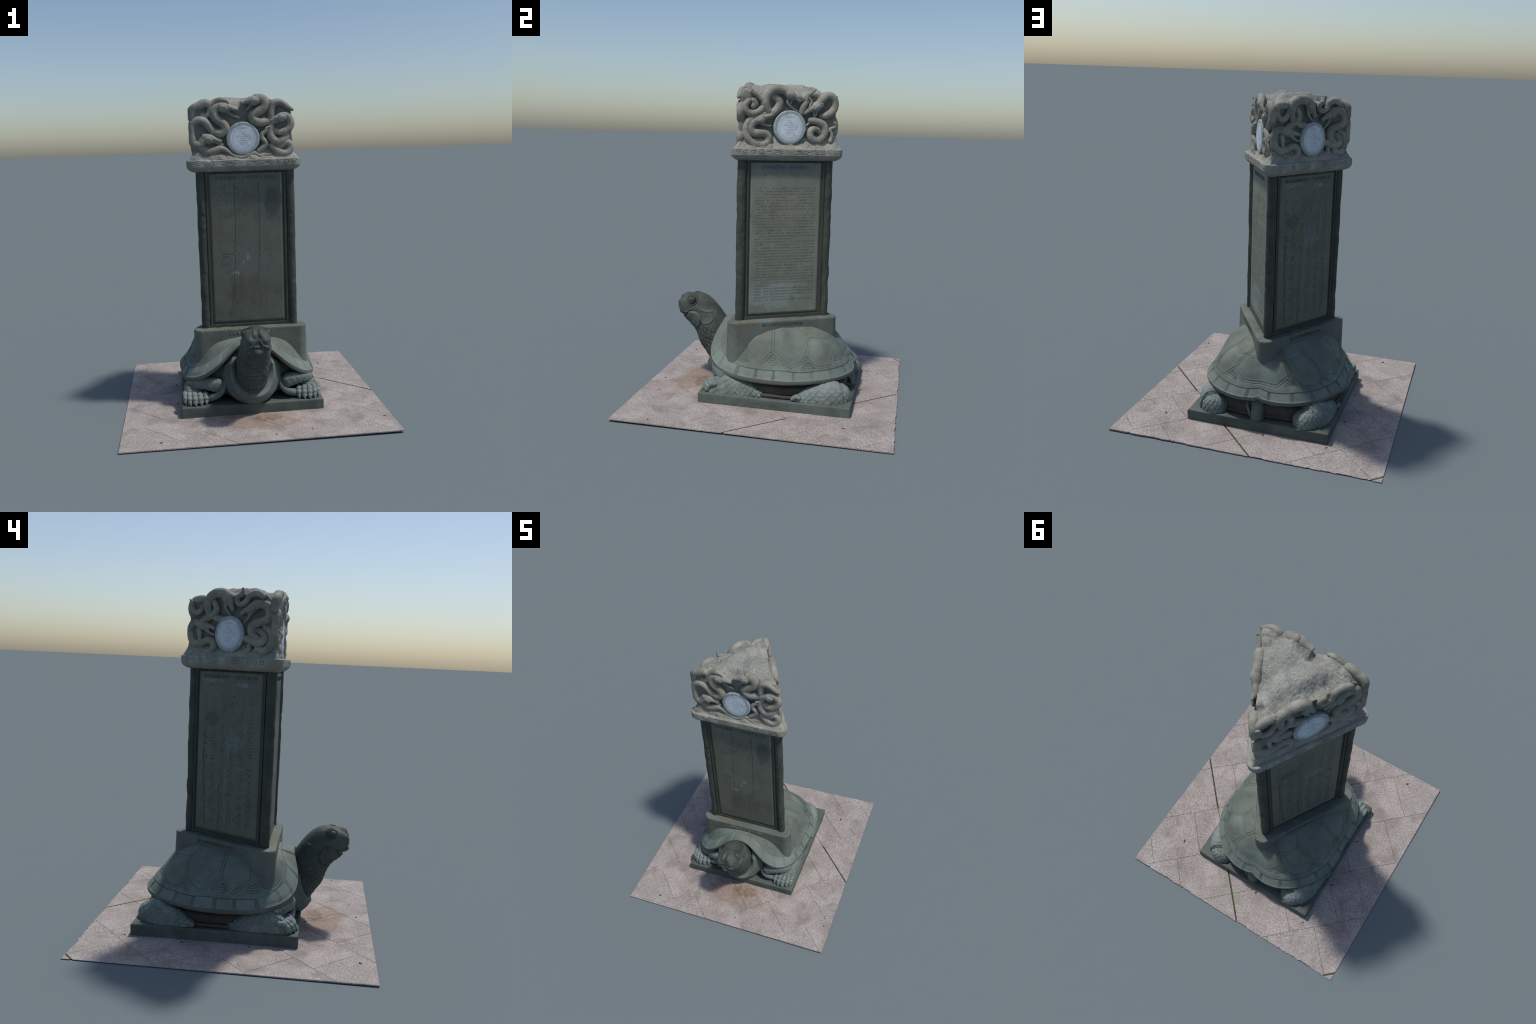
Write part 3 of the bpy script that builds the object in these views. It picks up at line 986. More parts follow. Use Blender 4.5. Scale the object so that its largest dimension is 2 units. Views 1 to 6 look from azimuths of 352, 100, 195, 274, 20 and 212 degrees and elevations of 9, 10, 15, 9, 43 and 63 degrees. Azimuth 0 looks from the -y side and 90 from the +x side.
# ------------------------------------------------------------------ legs
def scaly_tube(name, stations, mat, cell=34.0, depth=.0045, seed=1, n=110, per=14, parent=None, forward=0.0):
    """loft of ellipses: stations (x, y, z, half width, half height); pebbled with domed scales"""
    rows = spline(stations, per)
    path, hw, hh = rows[:, :3], rows[:, 3], rows[:, 4]
    # rounded ends
    e = np.sin(np.linspace(1.5, .03, 44))
    c = np.sqrt(1 - e ** 2)
    t0 = path[0] - path[1]
    t0 /= np.linalg.norm(t0)
    t1 = path[-1] - path[-2]
    t1 /= np.linalg.norm(t1)
    k0, k1 = min(hw[0], hh[0]), min(hw[-1], hh[-1])
    path = np.vstack([path[0] + t0 * k0 * e[:, None], path, path[-1] + t1 * k1 * e[::-1, None]])
    hw = np.concatenate([hw[0] * c, hw, hw[-1] * c[::-1]])
    hh = np.concatenate([hh[0] * c, hh, hh[-1] * c[::-1]])
    T = np.gradient(path, axis=0)
    T /= np.linalg.norm(T, axis=1, keepdims=True)
    A = np.cross(T, np.array([0, 0, 1.0]))
    A /= np.linalg.norm(A, axis=1, keepdims=True) + 1e-9
    Bn = np.cross(A, T)
    ang = np.linspace(0, 2 * np.pi, n, endpoint=False)
    ca = np.sign(np.cos(ang)) * np.abs(np.cos(ang)) ** .85
    sa = np.sign(np.sin(ang)) * np.abs(np.sin(ang)) ** .85
    P = path[None] + ca[:, None, None] * (hw[:, None] * A)[None] + sa[:, None, None] * (hh[:, None] * Bn)[None]
    N = grid_normals(P, True)
    if np.einsum('ijk,ijk->', N, P - path[None]) < 0:
        N = -N
    f = P.reshape(-1, 3)
    wu = .008 * vnoise(f, 22, seed)
    wv = .006 * vnoise(f, 24, seed + 4)
    run = np.concatenate([[0], np.cumsum(np.linalg.norm(np.diff(path, axis=0), axis=1))])
    k_end = len(path) - 45
    end, te, ae = path[k_end], T[k_end].copy(), A[k_end].copy()
    te[2] = 0
    rend = hw[k_end]
    rel = f - end
    fwd, lat = rel @ te, rel @ ae
    runs = np.broadcast_to(run[None], P.shape[:2]).reshape(-1)
    lside = np.broadcast_to((ca[:, None] > 0), P.shape[:2]).reshape(-1)
    L0 = run[k_end]
    U = np.where(fwd > 0, L0 + rend * np.arctan2(np.maximum(fwd, 0), lat), np.where(lside, runs, 2 * L0 + math.pi * rend - runs)) + wu
    Vv = (.24 - f[:, 2]) * 1.15 + forward * np.maximum(0, -.19 - f[:, 1]) + wv
    g, rise, rid = fish_scales(U, Vv, cell * .70, cell, .85, seed)
    d = depth * (.75 * smooth(0, .0032, g) + .55 * rise - .9) + .0016 * (rid - .5) + .002 * fbm(f, 18, 3, seed)
    P = (f + N.reshape(-1, 3) * d[:, None]).reshape(P.shape)
    P[..., 2] = np.maximum(P[..., 2], .062)
    return grid_mesh(name, P, mat, parent, wrap_u=True, cap0=True, cap1=True)

def X(s, v):
    return AXIS + s * v

def toe(parent, s, knuckle, mid, tip, r):
    """two joints and a claw, one joined mesh"""
    parts = []
    k, m, t = (np.array([X(s, q[0]), q[1], q[2]]) for q in (knuckle, mid, tip))
    back = k + (k - m) * .9 + np.array([0, .006, -.012])
    path = spline([back, k, (k + m) / 2, m, (m + t) / 2, t], 6)
    rad = spline([(r * .85,), (r * 1.05,), (r * .86,), (r * 1.02,), (r * .88,), (r * .90,)], 6)[:, 0]
    parts.append(tube('t', path, rad, M_LEG, None, 18, up=(1, 0, 0), noise=.0008))
    join('toe', parts, M_LEG, parent)

def claw(parent, s, a, b, r):
    a, b = np.array([X(s, a[0]), a[1], a[2]]), np.array([X(s, b[0]), b[1], b[2]])
    tube('claw', spline([a, (a + b) / 2 + np.array([0, -.002, .003]), b], 4), np.linspace(r, r * .55, 9), M_LEG, parent, 10, up=(1, 0, 0))

for s, sd in ((1, 11), (-1, 23)):
    # forelimb: forearm lying along the border, foot on the front corner
    fore = scaly_tube('forelimb', [(X(s, .386), -.010, .080, .036, .036), (X(s, .382), -.06, .081, .050, .074), (X(s, .378), -.13, .082, .056, .100), (X(s, .374), -.20, .082, .060, .120),
                                   (X(s, .370), -.255, .082, .066, .114), (X(s, .368), -.285, .082, .068, .092), (X(s, .366), -.305, .082, .066, .066), (X(s, .365), -.318, .081, .064, .034)], M_LEG, .034, .0058, sd, forward=.75)
    scaly_tube('upper_forelimb', [(X(s, .225), -.322, .192, .038, .044), (X(s, .265), -.308, .200, .042, .044), (X(s, .32), -.285, .196, .045, .036), (X(s, .37), -.24, .18, .045, .034)], M_SKIN, .038, .0036, sd + 3, parent=fore)
    tube('limb_fold', spline([(X(s, .175), -.30, .235), (X(s, .183), -.332, .175), (X(s, .215), -.342, .135), (X(s, .27), -.325, .112), (X(s, .32), -.28, .10)], 8), np.linspace(.012, .030, 33), M_SKIN, fore, 18)
    xs = [.300, .333, .367, .399, .427]
    ks = [-.326, -.331, -.333, -.322, -.305]
    ts = [-.352, -.366, -.370, -.358, -.338]
    for i in range(5):
        x0, k0, t0 = xs[i], ks[i], ts[i]
        r = (.0185, .0195, .0195, .0180, .0168)[i]
        toe(fore, s, (x0, k0, .134), (x0 - .002, (k0 + t0) / 2 - .004, .117), (x0 - .003, t0 + .006, .099), r)
        claw(fore, s, (x0 - .003, t0 + .003, .106), (x0 - .004, t0 - .009, .085), .0112)
    # hindlimb: thigh at the rear corner, foot pointing forward
    hind = scaly_tube('hindlimb', [(X(s, .388), .240, .080, .042, .038), (X(s, .386), .285, .081, .048, .074), (X(s, .374), .345, .080, .058, .098), (X(s, .352), .400, .078, .076, .112),
                                   (X(s, .325), .438, .076, .090, .116), (X(s, .304), .462, .075, .094, .110), (X(s, .294), .478, .074, .084, .092)], M_LEG, .036, .0052, sd + 5, n=140)
    for i in range(4):
        x0 = .362 + .024 * i
        toe(hind, s, (x0, .236, .106), (x0, .222, .098), (x0, .212, .09), .0125)

# tail
def build_tail():
    P = tube_grid(spline([(-.006, .44, .165), (-.006, .485, .162), (-.008, .510, .145), (-.008, .518, .115), (-.007, .518, .090), (-.006, .516, .068)], 10),
                  spline([(.045,), (.044,), (.041,), (.040,), (.043,), (.044,)], 10)[:, 0], 40, up=(1, 0, 0), squash=1.0)
    N = grid_normals(P, True)
    f = P.reshape(-1, 3)
    d = -.003 * np.exp(-((np.abs(f[:, 2] - .098)) / .004) ** 2) - .003 * np.exp(-(np.abs(f[:, 0] - .006 + (f[:, 2] - .13) * .15) / .003) ** 2) * (f[:, 2] < .15) + .002 * fbm(f, 25, 3, 4)
    s = np.sign(np.einsum('ijk,ijk->', N, P - P.mean(0, keepdims=True)))
    P = (f + s * N.reshape(-1, 3) * d[:, None]).reshape(P.shape)
    P[..., 2] = np.maximum(P[..., 2], .063)
    tail = grid_mesh('tail', P, M_SKIN, wrap_u=True, cap0=True, cap1=True)
    tube('tail_strand', spline([(.055, .49, .165), (.058, .515, .15), (.045, .53, .125), (.035, .535, .095)], 8), np.linspace(.012, .009, 25), M_SKIN, tail, 12)
build_tail()

# ------------------------------------------------------------------ collar block between shell and stele
def chips(P, seed, amt, freq=45, thr=.35):
    return amt * np.maximum(0, fbm(P, freq, 3, seed) - thr)

def loft_tri(name, prof, mat, n=960, cap0=True, cap1=True, fn=None, parent=None):
    """prof: (z, R, r) rings of rounded triangles"""
    rings = []
    for z, R, r in prof:
        o, _ = tri_outline(R, r, n)
        rings.append(np.c_[o, np.full(n, z)])
    P = np.stack(rings, 1)
    if fn is not None:
        P = P + grid_normals(P, True) * fn(P)[..., None]
    return grid_mesh(name, P, mat, parent, wrap_u=True, cap0=cap0, cap1=cap1)

CR, Cr = .3576, .0555
prof = [(.20, CR, Cr + .004)] + [(.20 + .30 * k / 30, CR, Cr + .004 * (1 - k / 30)) for k in range(1, 31)] + [(.506, CR, Cr), (.512, CR, Cr), (.518, CR, Cr), (.5225, CR, Cr - .001), (.526, CR, Cr - .004), (.5275, CR, Cr - .009)]
prof += [(.5285, CR, Cr - .016), (.529, CR, .03), (.529, CR, .02), (.529, .32, .02), (.529, .2, .02)]
COLLAR = loft_tri('collar', prof, M_COLLAR, fn=lambda P: .0012 * fbm(P, 10, 4, 12) - chips(P, 31, .010) * np.exp(-((P[..., 2] - .524) / .006) ** 2))

# ------------------------------------------------------------------ stele: core, corner columns, framed inscription panels
ZB, ZT = .526, 1.536
PILLAR = loft_tri('pillar', [(ZB, .335, .008), (.56, .335, .008), (1.0, .335, .008), (1.5, .335, .008), (ZT, .335, .008)], M_FRAME, n=360)
for i, a in enumerate((330, 90, 210)):
    a = math.radians(a)
    nz, ns = 420, 72
    zz = np.linspace(ZB - .002, ZT, nz)
    ang = np.linspace(0, 2 * np.pi, ns, endpoint=False)
    c = np.array([.3265 * math.cos(a), .3265 * math.sin(a)])
    P = np.stack([c[0] + .0285 * np.cos(ang)[:, None] + 0 * zz[None], c[1] + .0285 * np.sin(ang)[:, None] + 0 * zz[None], zz[None] + 0 * ang[:, None]], -1)
    N = grid_normals(P, True)
    Q = P * np.array([1, 1, .8])
    d = .0022 * fbm(Q, 20, 3, 50 + i) - .0035 * np.maximum(0, fbm(Q, 26, 2, 70 + i) - .25)
    P = P + N * d[..., None]
    grid_mesh('corner_column', P, M_COLUMN, PILLAR, wrap_u=True, cap0=True, cap1=True)

def at_face(ob, f, u=0, z=0, apo=0):
    """place an object modelled in (u, -depth, z) on a face of the stele"""
    p = on_face(f, u, z, apo)
    ob.location = tuple(p)
    ob.rotation_euler = (0, 0, math.radians(FACE_ANGLE[f] - 270))

def panel_material(name, a, b, dark, stains):
    M = Mat(name, .5)
    x = M.sep()
    big = M.noise(5, 5, .6, .5)
    c = M.mix(M.ramp(big, .3, .7), a, b)
    c = M.mix(M.math('MULTIPLY', M.ramp(M.noise(3.2, 5, .65, .3), .5, .72), .55), c, dark)
    c = M.mix(M.math('MULTIPLY', M.ramp(M.noise(70, 4, .6), .5, .75), .25), c, dark)
    streak = M.noise(1, 4, .6, .2, M.scaled((16, 16, 2)))
    c = M.mix(M.math('MULTIPLY', M.ramp(streak, .52, .75), .25), c, b)
    v = M.voronoi(17)
    c = M.mix(M.math('MULTIPLY', M.ramp(v, .05, .085, 1, 0), .85), c, (.012, .015, .015, 1))
    warp = M.noise(38, 5, .7)
    warp2 = M.noise(12, 5, .7)
    ragged = M.math('ADD', M.math('MULTIPLY', M.math('SUBTRACT', warp, .5), 3.2), .62)
    for (u, z, ru, rz, col, amt, fine) in stains:
        c = M.mix(M.math('MULTIPLY', M.blob((u, 0, z), (ru, None, rz), ragged if fine else warp2), amt), c, col)
    M.color(c)
    M.bump(M.math('ADD', M.noise(90, 5, .6), M.math('MULTIPLY', M.ramp(v, .05, .085), 2.0)), .0012, .4)
    return M.m

WHITE = lin(176, 182, 178)
BLUE = lin(112, 132, 146)
PANEL = {
    'F': panel_material('panel_stone_front', lin(90, 93, 82), lin(102, 105, 96), lin(66, 69, 61),
                        [(-.02, -.275, .17, .14, lin(76, 68, 58), .4, False), (.17, .28, .07, .13, lin(62, 70, 70), .7, False), (.0, -.08, .2, .12, lin(98, 104, 100), .3, False),
                         (-.005, -.055, .018, .026, WHITE, .2, True), (-.03, -.09, .016, .020, WHITE, .2, True), (-.08, -.155, .03, .016, WHITE, .25, True), (.225, .40, .008, .08, lin(140, 148, 144), .5, False), (-.20, .1, .06, .3, lin(92, 90, 76), .5, False)]),
    'R': panel_material('panel_stone_right', lin(108, 112, 100), lin(121, 125, 113), lin(94, 97, 86),
                        [(0, .45, .3, .06, lin(96, 102, 100), .6, False), (.0, .22, .18, .1, lin(128, 122, 108), .5, False), (-.06, -.36, .18, .12, lin(130, 142, 136), .6, False), (-.07, .19, .05, .06, lin(104, 106, 96), .5, False)]),
    'L': panel_material('panel_stone_left', lin(94, 98, 88), lin(104, 108, 98), lin(74, 78, 70),
                        [(-.13, .423, .075, .012, lin(140, 146, 148), .35, True), (.095, .408, .055, .018, lin(150, 156, 162), .4, True), (.05, .07, .085, .055, BLUE, .3, False), (.005, .0, .014, .10, BLUE, .25, False), (-.015, -.15, .008, .16, BLUE, .18, False),
                         (.02, .14, .007, .05, BLUE, .3, False), (.12, .18, .007, .10, BLUE, .25, False), (-.02, .15, .007, .05, BLUE, .25, False), (-.12, .2, .07, .05, lin(70, 76, 66), .5, False)]),
}
def panel(f):
    w, h, e = .233, .482, .0035
    nu, nv = 60, 110
    u = np.linspace(-w, w, nu)
    v = np.linspace(-h, h, nv)
    U, Vv = np.meshgrid(u, v, indexing='ij')
    P = np.stack([U, 0 * U, Vv], -1)
    P[..., 1] = -.0042 + .0003 * vnoise(P, 7, 3)
    border = (np.abs(U) >= w - 1e-9) | (np.abs(Vv) >= h - 1e-9)
    P[..., 1] = np.where(border, .004, P[..., 1])
    ob = grid_mesh('inscription_panel', P, PANEL[f], PILLAR)
    at_face(ob, f, 0, 1.0375, .1755)
    # fillets of the frame: a narrow batten between panel and columns
    for s in (-1, 1):
        b = box('frame_batten', s * .2475 - .0065, s * .2475 + .0065, -.007, .004, -.505, .492, M_FRAME)
        b.parent = ob
    box('frame_batten', -.26, .26, -.006, .004, -.509, -.4885, M_FRAME).parent = ob
    box('frame_batten', -.26, .26, -.006, .004, .4885, .498, M_FRAME).parent = ob
    return ob

def box(name, x0, x1, y0, y1, z0, z1, mat, bev=.0012):
    """chamfered bar"""
    xs = [x0, x0 + bev, x1 - bev, x1]
    zs = [z0, z0 + bev, z1 - bev, z1]
    V = [(x0 + bev, y0, z0 + bev), (x1 - bev, y0, z0 + bev), (x1 - bev, y0, z1 - bev), (x0 + bev, y0, z1 - bev),
         (x0, y0 + bev, z0), (x1, y0 + bev, z0), (x1, y0 + bev, z1), (x0, y0 + bev, z1), (x0, y1, z0), (x1, y1, z0), (x1, y1, z1), (x0, y1, z1)]
    F = [(0, 1, 2, 3)] + [(i, (i - 3) % 4 + 4 if False else 4 + i, 4 + (i + 1) % 4, (i + 1) % 4)[::-1] for i in range(4)] + [(4 + i, 8 + i, 8 + (i + 1) % 4, 4 + (i + 1) % 4)[::-1] for i in range(4)] + [(8, 11, 10, 9)]
    return mesh(name, V, F, mat, flat=True)

def lettering(name, body, size, mat, parent, u, z, depth, pitch=1.0, line=1.0, seed=None, extrude=.0006, align='CENTER'):
    """carved and inked characters on a face, from the built-in font, turned to a mesh in (u, -depth, z)"""
    cu = bpy.data.curves.new(name, 'FONT')
    cu.body = body
    cu.size = size
    cu.space_character = pitch
    cu.space_line = line
    cu.align_x = align
    cu.align_y = 'CENTER'
    cu.resolution_u = 2 if size > .018 else 1
    cu.extrude = extrude
    tmp = bpy.data.objects.new(name, cu)
    bpy.context.collection.objects.link(tmp)
    bpy.context.view_layer.update()
    me = bpy.data.meshes.new_from_object(tmp.evaluated_get(bpy.context.evaluated_depsgraph_get()))
    bpy.data.objects.remove(tmp)
    bpy.data.curves.remove(cu)
    n = len(me.vertices)
    co = np.empty(n * 3)
    me.vertices.foreach_get('co', co)
    co = co.reshape(-1, 3)
    new = np.stack([co[:, 0] + u, -depth - co[:, 2], co[:, 1] + z], -1)
    me.vertices.foreach_set('co', new.ravel())
    me.update()
    me.name = name
    ob = bpy.data.objects.new(name, me)
    bpy.context.collection.objects.link(ob)
    me.materials.clear()
    me.materials.append(mat)
    ob.parent = parent
    return ob

PANELS = {f: panel(f) for f in 'FRL'}
POOL = '世界客屬懇親大會贛州江西中國鄉情源流遠長文化山水人民天地古今同心共建家園和平繁榮昌盛年月日立'
def passage(rows, cols, fill, indent=.06, gap=.08):
    """unreadably small rows of characters: rows of varied length with gaps"""
    lines = []
    for r in range(rows):
        last = fill(r)
        s = ''
        for c in range(cols):
            keep = last(c) and random.random() > gap
            s += random.choice(POOL) if keep else '　'
        lines.append(s)
    return '\n'.join(lines)

M_INK_FAINT = Mat('inscription_ink_faint', .7)
M_INK_FAINT.color(M_INK_FAINT.mix(M_INK_FAINT.ramp(M_INK_FAINT.noise(14, 4), .35, .65), lin(80, 85, 77), lin(98, 102, 92)))
M_INK_FAINT = M_INK_FAINT.m
DEP = .0047
lettering('inscription_title', '世界客屬第十九屆懇親大會碑記', .027, M_INK_DARK, PANELS['F'], 0, .448, DEP, 1.09)
lettering('inscription_title', '世界客屬懇親大會歷屆簡介', .026, M_INK_BLUE, PANELS['R'], -.01, .447, DEP, .98)
lettering('inscription_title', '贛州客家聯誼會第十九屆世客會名錄', .024, M_INK_DARK, PANELS['L'], 0, .448, DEP, 1.02)
def stuff(ob):
    ob['kind'] = 'stuff'
    return ob
para = {8: 11, 17: 20, 26: 27, 33: 9, 37: 21}
stuff(lettering('inscription_text', passage(39, 33, lambda r: (lambda c: (c >= (2 if r % 8 == 0 else 0)) and c < para.get(r, 33) and (r > 9 or random.random() > .12)), gap=.07), 0.0104, M_INK_FAINT, PANELS['R'], 0, -.035, DEP, 1.33, 1.79, extrude=0))
M_INK_FAINT2 = Mat('inscription_ink_faint_dark', .7)
M_INK_FAINT2.color(M_INK_FAINT2.mix(M_INK_FAINT2.ramp(M_INK_FAINT2.noise(16, 4), .35, .65), lin(66, 70, 64), lin(88, 92, 83)))
M_INK_FAINT2 = M_INK_FAINT2.m
stuff(lettering('inscription_text', passage(13, 28, lambda r: (lambda c: random.random() < (.75 if (r < 4 and c < 17) or (r > 8 and c < 14) else .18)), gap=.05), .0105, M_INK_FAINT2, PANELS['F'], -.01, .29, DEP, 1.25, 1.55, extrude=0))
stuff(lettering('inscription_text', passage(6, 24, lambda r: (lambda c: random.random() < (.6 if c < 6 else .06)), gap=.05), .0125, M_INK_FAINT2, PANELS['F'], -.01, -.06, DEP, 1.2, 1.4, extrude=0))
stuff(lettering('inscription_text', passage(23, 22, lambda r: (lambda c: (c < 19 if r < 4 else (c % 7 != 6) if r < 9 else (8 < c < 20 and c % 3) if r < 16 else (3 < c < 15)) and random.random() > .12), gap=.05), .0118, M_INK_PALE, PANELS['F'], .01, -.29, DEP, 1.42, 1.36, extrude=0))
stuff(lettering('inscription_text', passage(43, 33, lambda r: (lambda c: (c % 11 in (1, 2, 3) or c % 11 in (6, 7, 8)) and random.random() < (.75 if c < 11 or c > 28 or r > 34 else .5)), gap=.05), .0112, M_INK_FAINT2, PANELS['L'], 0, -.04, DEP, 1.22, 1.6, extrude=0))

def crack(f, pts, r=.0011):
    p = spline([(u, z) for u, z in pts], 14)
    w = .0022 * vnoise(np.c_[p, 0 * p[:, 0]], 60, 3) + .0015 * vnoise(np.c_[p, 0 * p[:, 0]], 170, 9)
    path = np.stack([p[:, 0] + w, np.full(len(p), -.0045), p[:, 1]], -1)
    rad = r * (.55 + .5 * (.5 + .5 * vnoise(path, 70, 4)))
    tube('crack', path, rad, M_CRACK, PANELS[f], 6, up=(0, 1, 0), squash=.5)
crack('F', [(-.075, .42), (-.072, .2), (-.078, .05), (-.085, -.1), (-.095, -.25), (-.11, -.36), (-.125, -.45)])
crack('F', [(.082, .42), (.08, .2), (.078, .05), (.072, -.06), (.066, -.2)], .0012)
crack('L', [(-.18, .12), (-.178, -.05), (-.17, -.2), (-.155, -.46)], .0013)
crack('L', [(-.06, -.18), (-.05, -.46)], .0009)

M_INK_DATE = Mat('date_ink', .8)
M_INK_DATE.color(M_INK_DATE.mix(M_INK_DATE.noise(60, 3), lin(120, 124, 116), lin(158, 160, 152)))
M_INK_DATE = M_INK_DATE.m
# dates and donors cut into the collar
for f, text, size, mat, z, u, pitch in (('F', '二零零五年十一月十八日立', .0225, M_INK_DATE, .498, .005, 1.16), ('R', '贛州市第十九屆世客會紀念', .023, M_INK_DARK, .499, -.02, .98), ('L', '第十九屆世客會籌備組委會敬立', .020, M_INK_DARK, .499, -.02, .98)):
    ob = lettering('collar_inscription', text, size, mat, COLLAR, 0, 0, 0, pitch)
    at_face(ob, f, u, z, CR / 2 + Cr + .0010)

# ------------------------------------------------------------------ cornice with carved clouds
def spiral(cu, cz, r, turns=1.6, sgn=1, start=0.0, n=34):
    a = np.linspace(0, turns * 2 * np.pi, n)
    rr = r * (1 - .86 * a / a[-1])
    return np.stack([cu + sgn * rr * np.cos(a + start), cz + rr * np.sin(a + start)], -1)

def cloud_lines(u_list, z, h, seed):
    """scrolls towards both ends of a band, drifting lines in its middle"""
    L = []
    r = random.Random(seed)
    for u in u_list:
        s = 1 if u > 0 else -1
        L.append(spiral(u, z + r.uniform(-.1, .1) * h, h * r.uniform(.42, .52), 1.6, s, r.uniform(0, 3)))
    for k in range(8):
        s = -1 if k % 2 else 1
        level = (k // 2 - 1.5) * .27
        u0 = s * (.030 + .03 * r.random())
        u1 = s * (.11 + .06 * r.random())
        zz = z + h * level
        t = np.linspace(0, 1, 22)
        ph = r.random() * 6
        L.append(np.stack([u0 + (u1 - u0) * t, zz + h * .085 * np.sin(t * 8 + ph) * (.4 + t) - h * level * .25 * (1 - t) ** 2], -1))
    return L

def face_uv(P):
    """for points: the face they lie nearest to (0,1,2) and their u along it"""
    best, u, fi = None, None, None
    for k, f in enumerate('FRL'):
        n, uu = face_frame(f)
        a = P @ n
        if best is None:
            best, u, fi = a, P @ uu, np.zeros(a.shape, int)
        else:
            m = a > best
            best, u, fi = np.where(m, a, best), np.where(m, P @ uu, u), np.where(m, k, fi)
    return fi, u

KR = .3556
def cornice_relief(P):
    f = P.reshape(-1, 3)
    fi, u = face_uv(f)
    d = np.zeros(len(f))
    uz = np.stack([u, f[:, 2]], -1)
    band = (f[:, 2] > 1.559) & (f[:, 2] < 1.6)
    for k in range(3):
        m = (fi == k) & band
        L = cloud_lines([-.325, -.285, -.235, -.185, .175, .215, .262, .31], 1.580, .040, 5 + k)
        d[m] -= groove(uz[m], L[:8], .0017, .0030) + groove(uz[m], L[8:], .0013, .0022)
        for c in (-.285, -.235, -.185, .175, .215, .262, .31):
            d[m] += .0028 * np.exp(-((uz[m, 0] - c) ** 2 + (uz[m, 1] - 1.58) ** 2) / .016 ** 2)
    d += .0016 * fbm(f, 18, 4, 21) - chips(f, 41, .008, 38, .45) * np.maximum(np.exp(-((f[:, 2] - 1.598) / .005) ** 2), np.exp(-((f[:, 2] - 1.558) / .005) ** 2))
    return d.reshape(P.shape[:-1])
prof = [(1.527, .32, .02), (1.527, .335, .022), (1.531, .345, .028), (1.536, .350, .033), (1.541, KR, .037), (1.546, KR, .0415), (1.551, KR, .0455), (1.555, KR, .0490), (1.5585, KR, .0508)]
prof += [(1.5585 + .0375 * k / 22, KR, .0512) for k in range(1, 23)]
prof += [(1.5985, KR, .0503), (1.6005, KR, .048), (1.6015, KR, .044), (1.602, KR, .036), (1.602, KR, .02), (1.602, .3, .02)]
CORNICE = loft_tri('cornice', prof, M_CORNICE, n=1500, fn=cornice_relief)

M_BASE_INK = Mat('worn_letter', .9)
M_BASE_INK.color(M_BASE_INK.mix(M_BASE_INK.noise(50, 3), lin(80, 90, 85), lin(104, 112, 106)))
M_BASE_INK = M_BASE_INK.m
# worn letters on the side of the base slab
ob = lettering('base_inscription', '世界客屬懇親大會', .024, M_BASE_INK, BASE, 0, 0, 0, 1.3)
ob.location = (.4355, .07, .044)
ob.rotation_euler = (0, 0, math.radians(90))

def face_lines(name, lines_by_face, apo_of, mat, parent, r=.00055):
    parts = []
    for f, lines in lines_by_face.items():
        for l in lines:
            l = np.asarray(l)
            parts.append(tube('s', on_face(f, l[:, 0], l[:, 1], apo_of(l)), np.full(len(l), r), mat, None, 5, up=face_frame(f)[0]))
    join(name, parts, mat, parent)['kind'] = 'stuff'
M_SCROLL = Mat('scroll_dirt', .9)  # thin dark tubes laid along the carved scroll lines
M_SCROLL.color(M_SCROLL.mix(M_SCROLL.noise(40, 3), lin(78, 78, 70), lin(108, 108, 98)))
M_SCROLL = M_SCROLL.m
BAND_U = [-.325, -.285, -.235, -.185, .175, .215, .262, .31]
def keep_flat(lines):
    return [l for l in lines if np.abs(np.asarray(l)[:, 0]).max() < .318]
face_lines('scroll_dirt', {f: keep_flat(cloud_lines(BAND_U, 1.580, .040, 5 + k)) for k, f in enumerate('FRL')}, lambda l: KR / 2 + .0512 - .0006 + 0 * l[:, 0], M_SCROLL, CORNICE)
CORNICE.location = (-.0066, .0045, 0)
CORNICE.rotation_euler = (0, 0, math.radians(-.4))
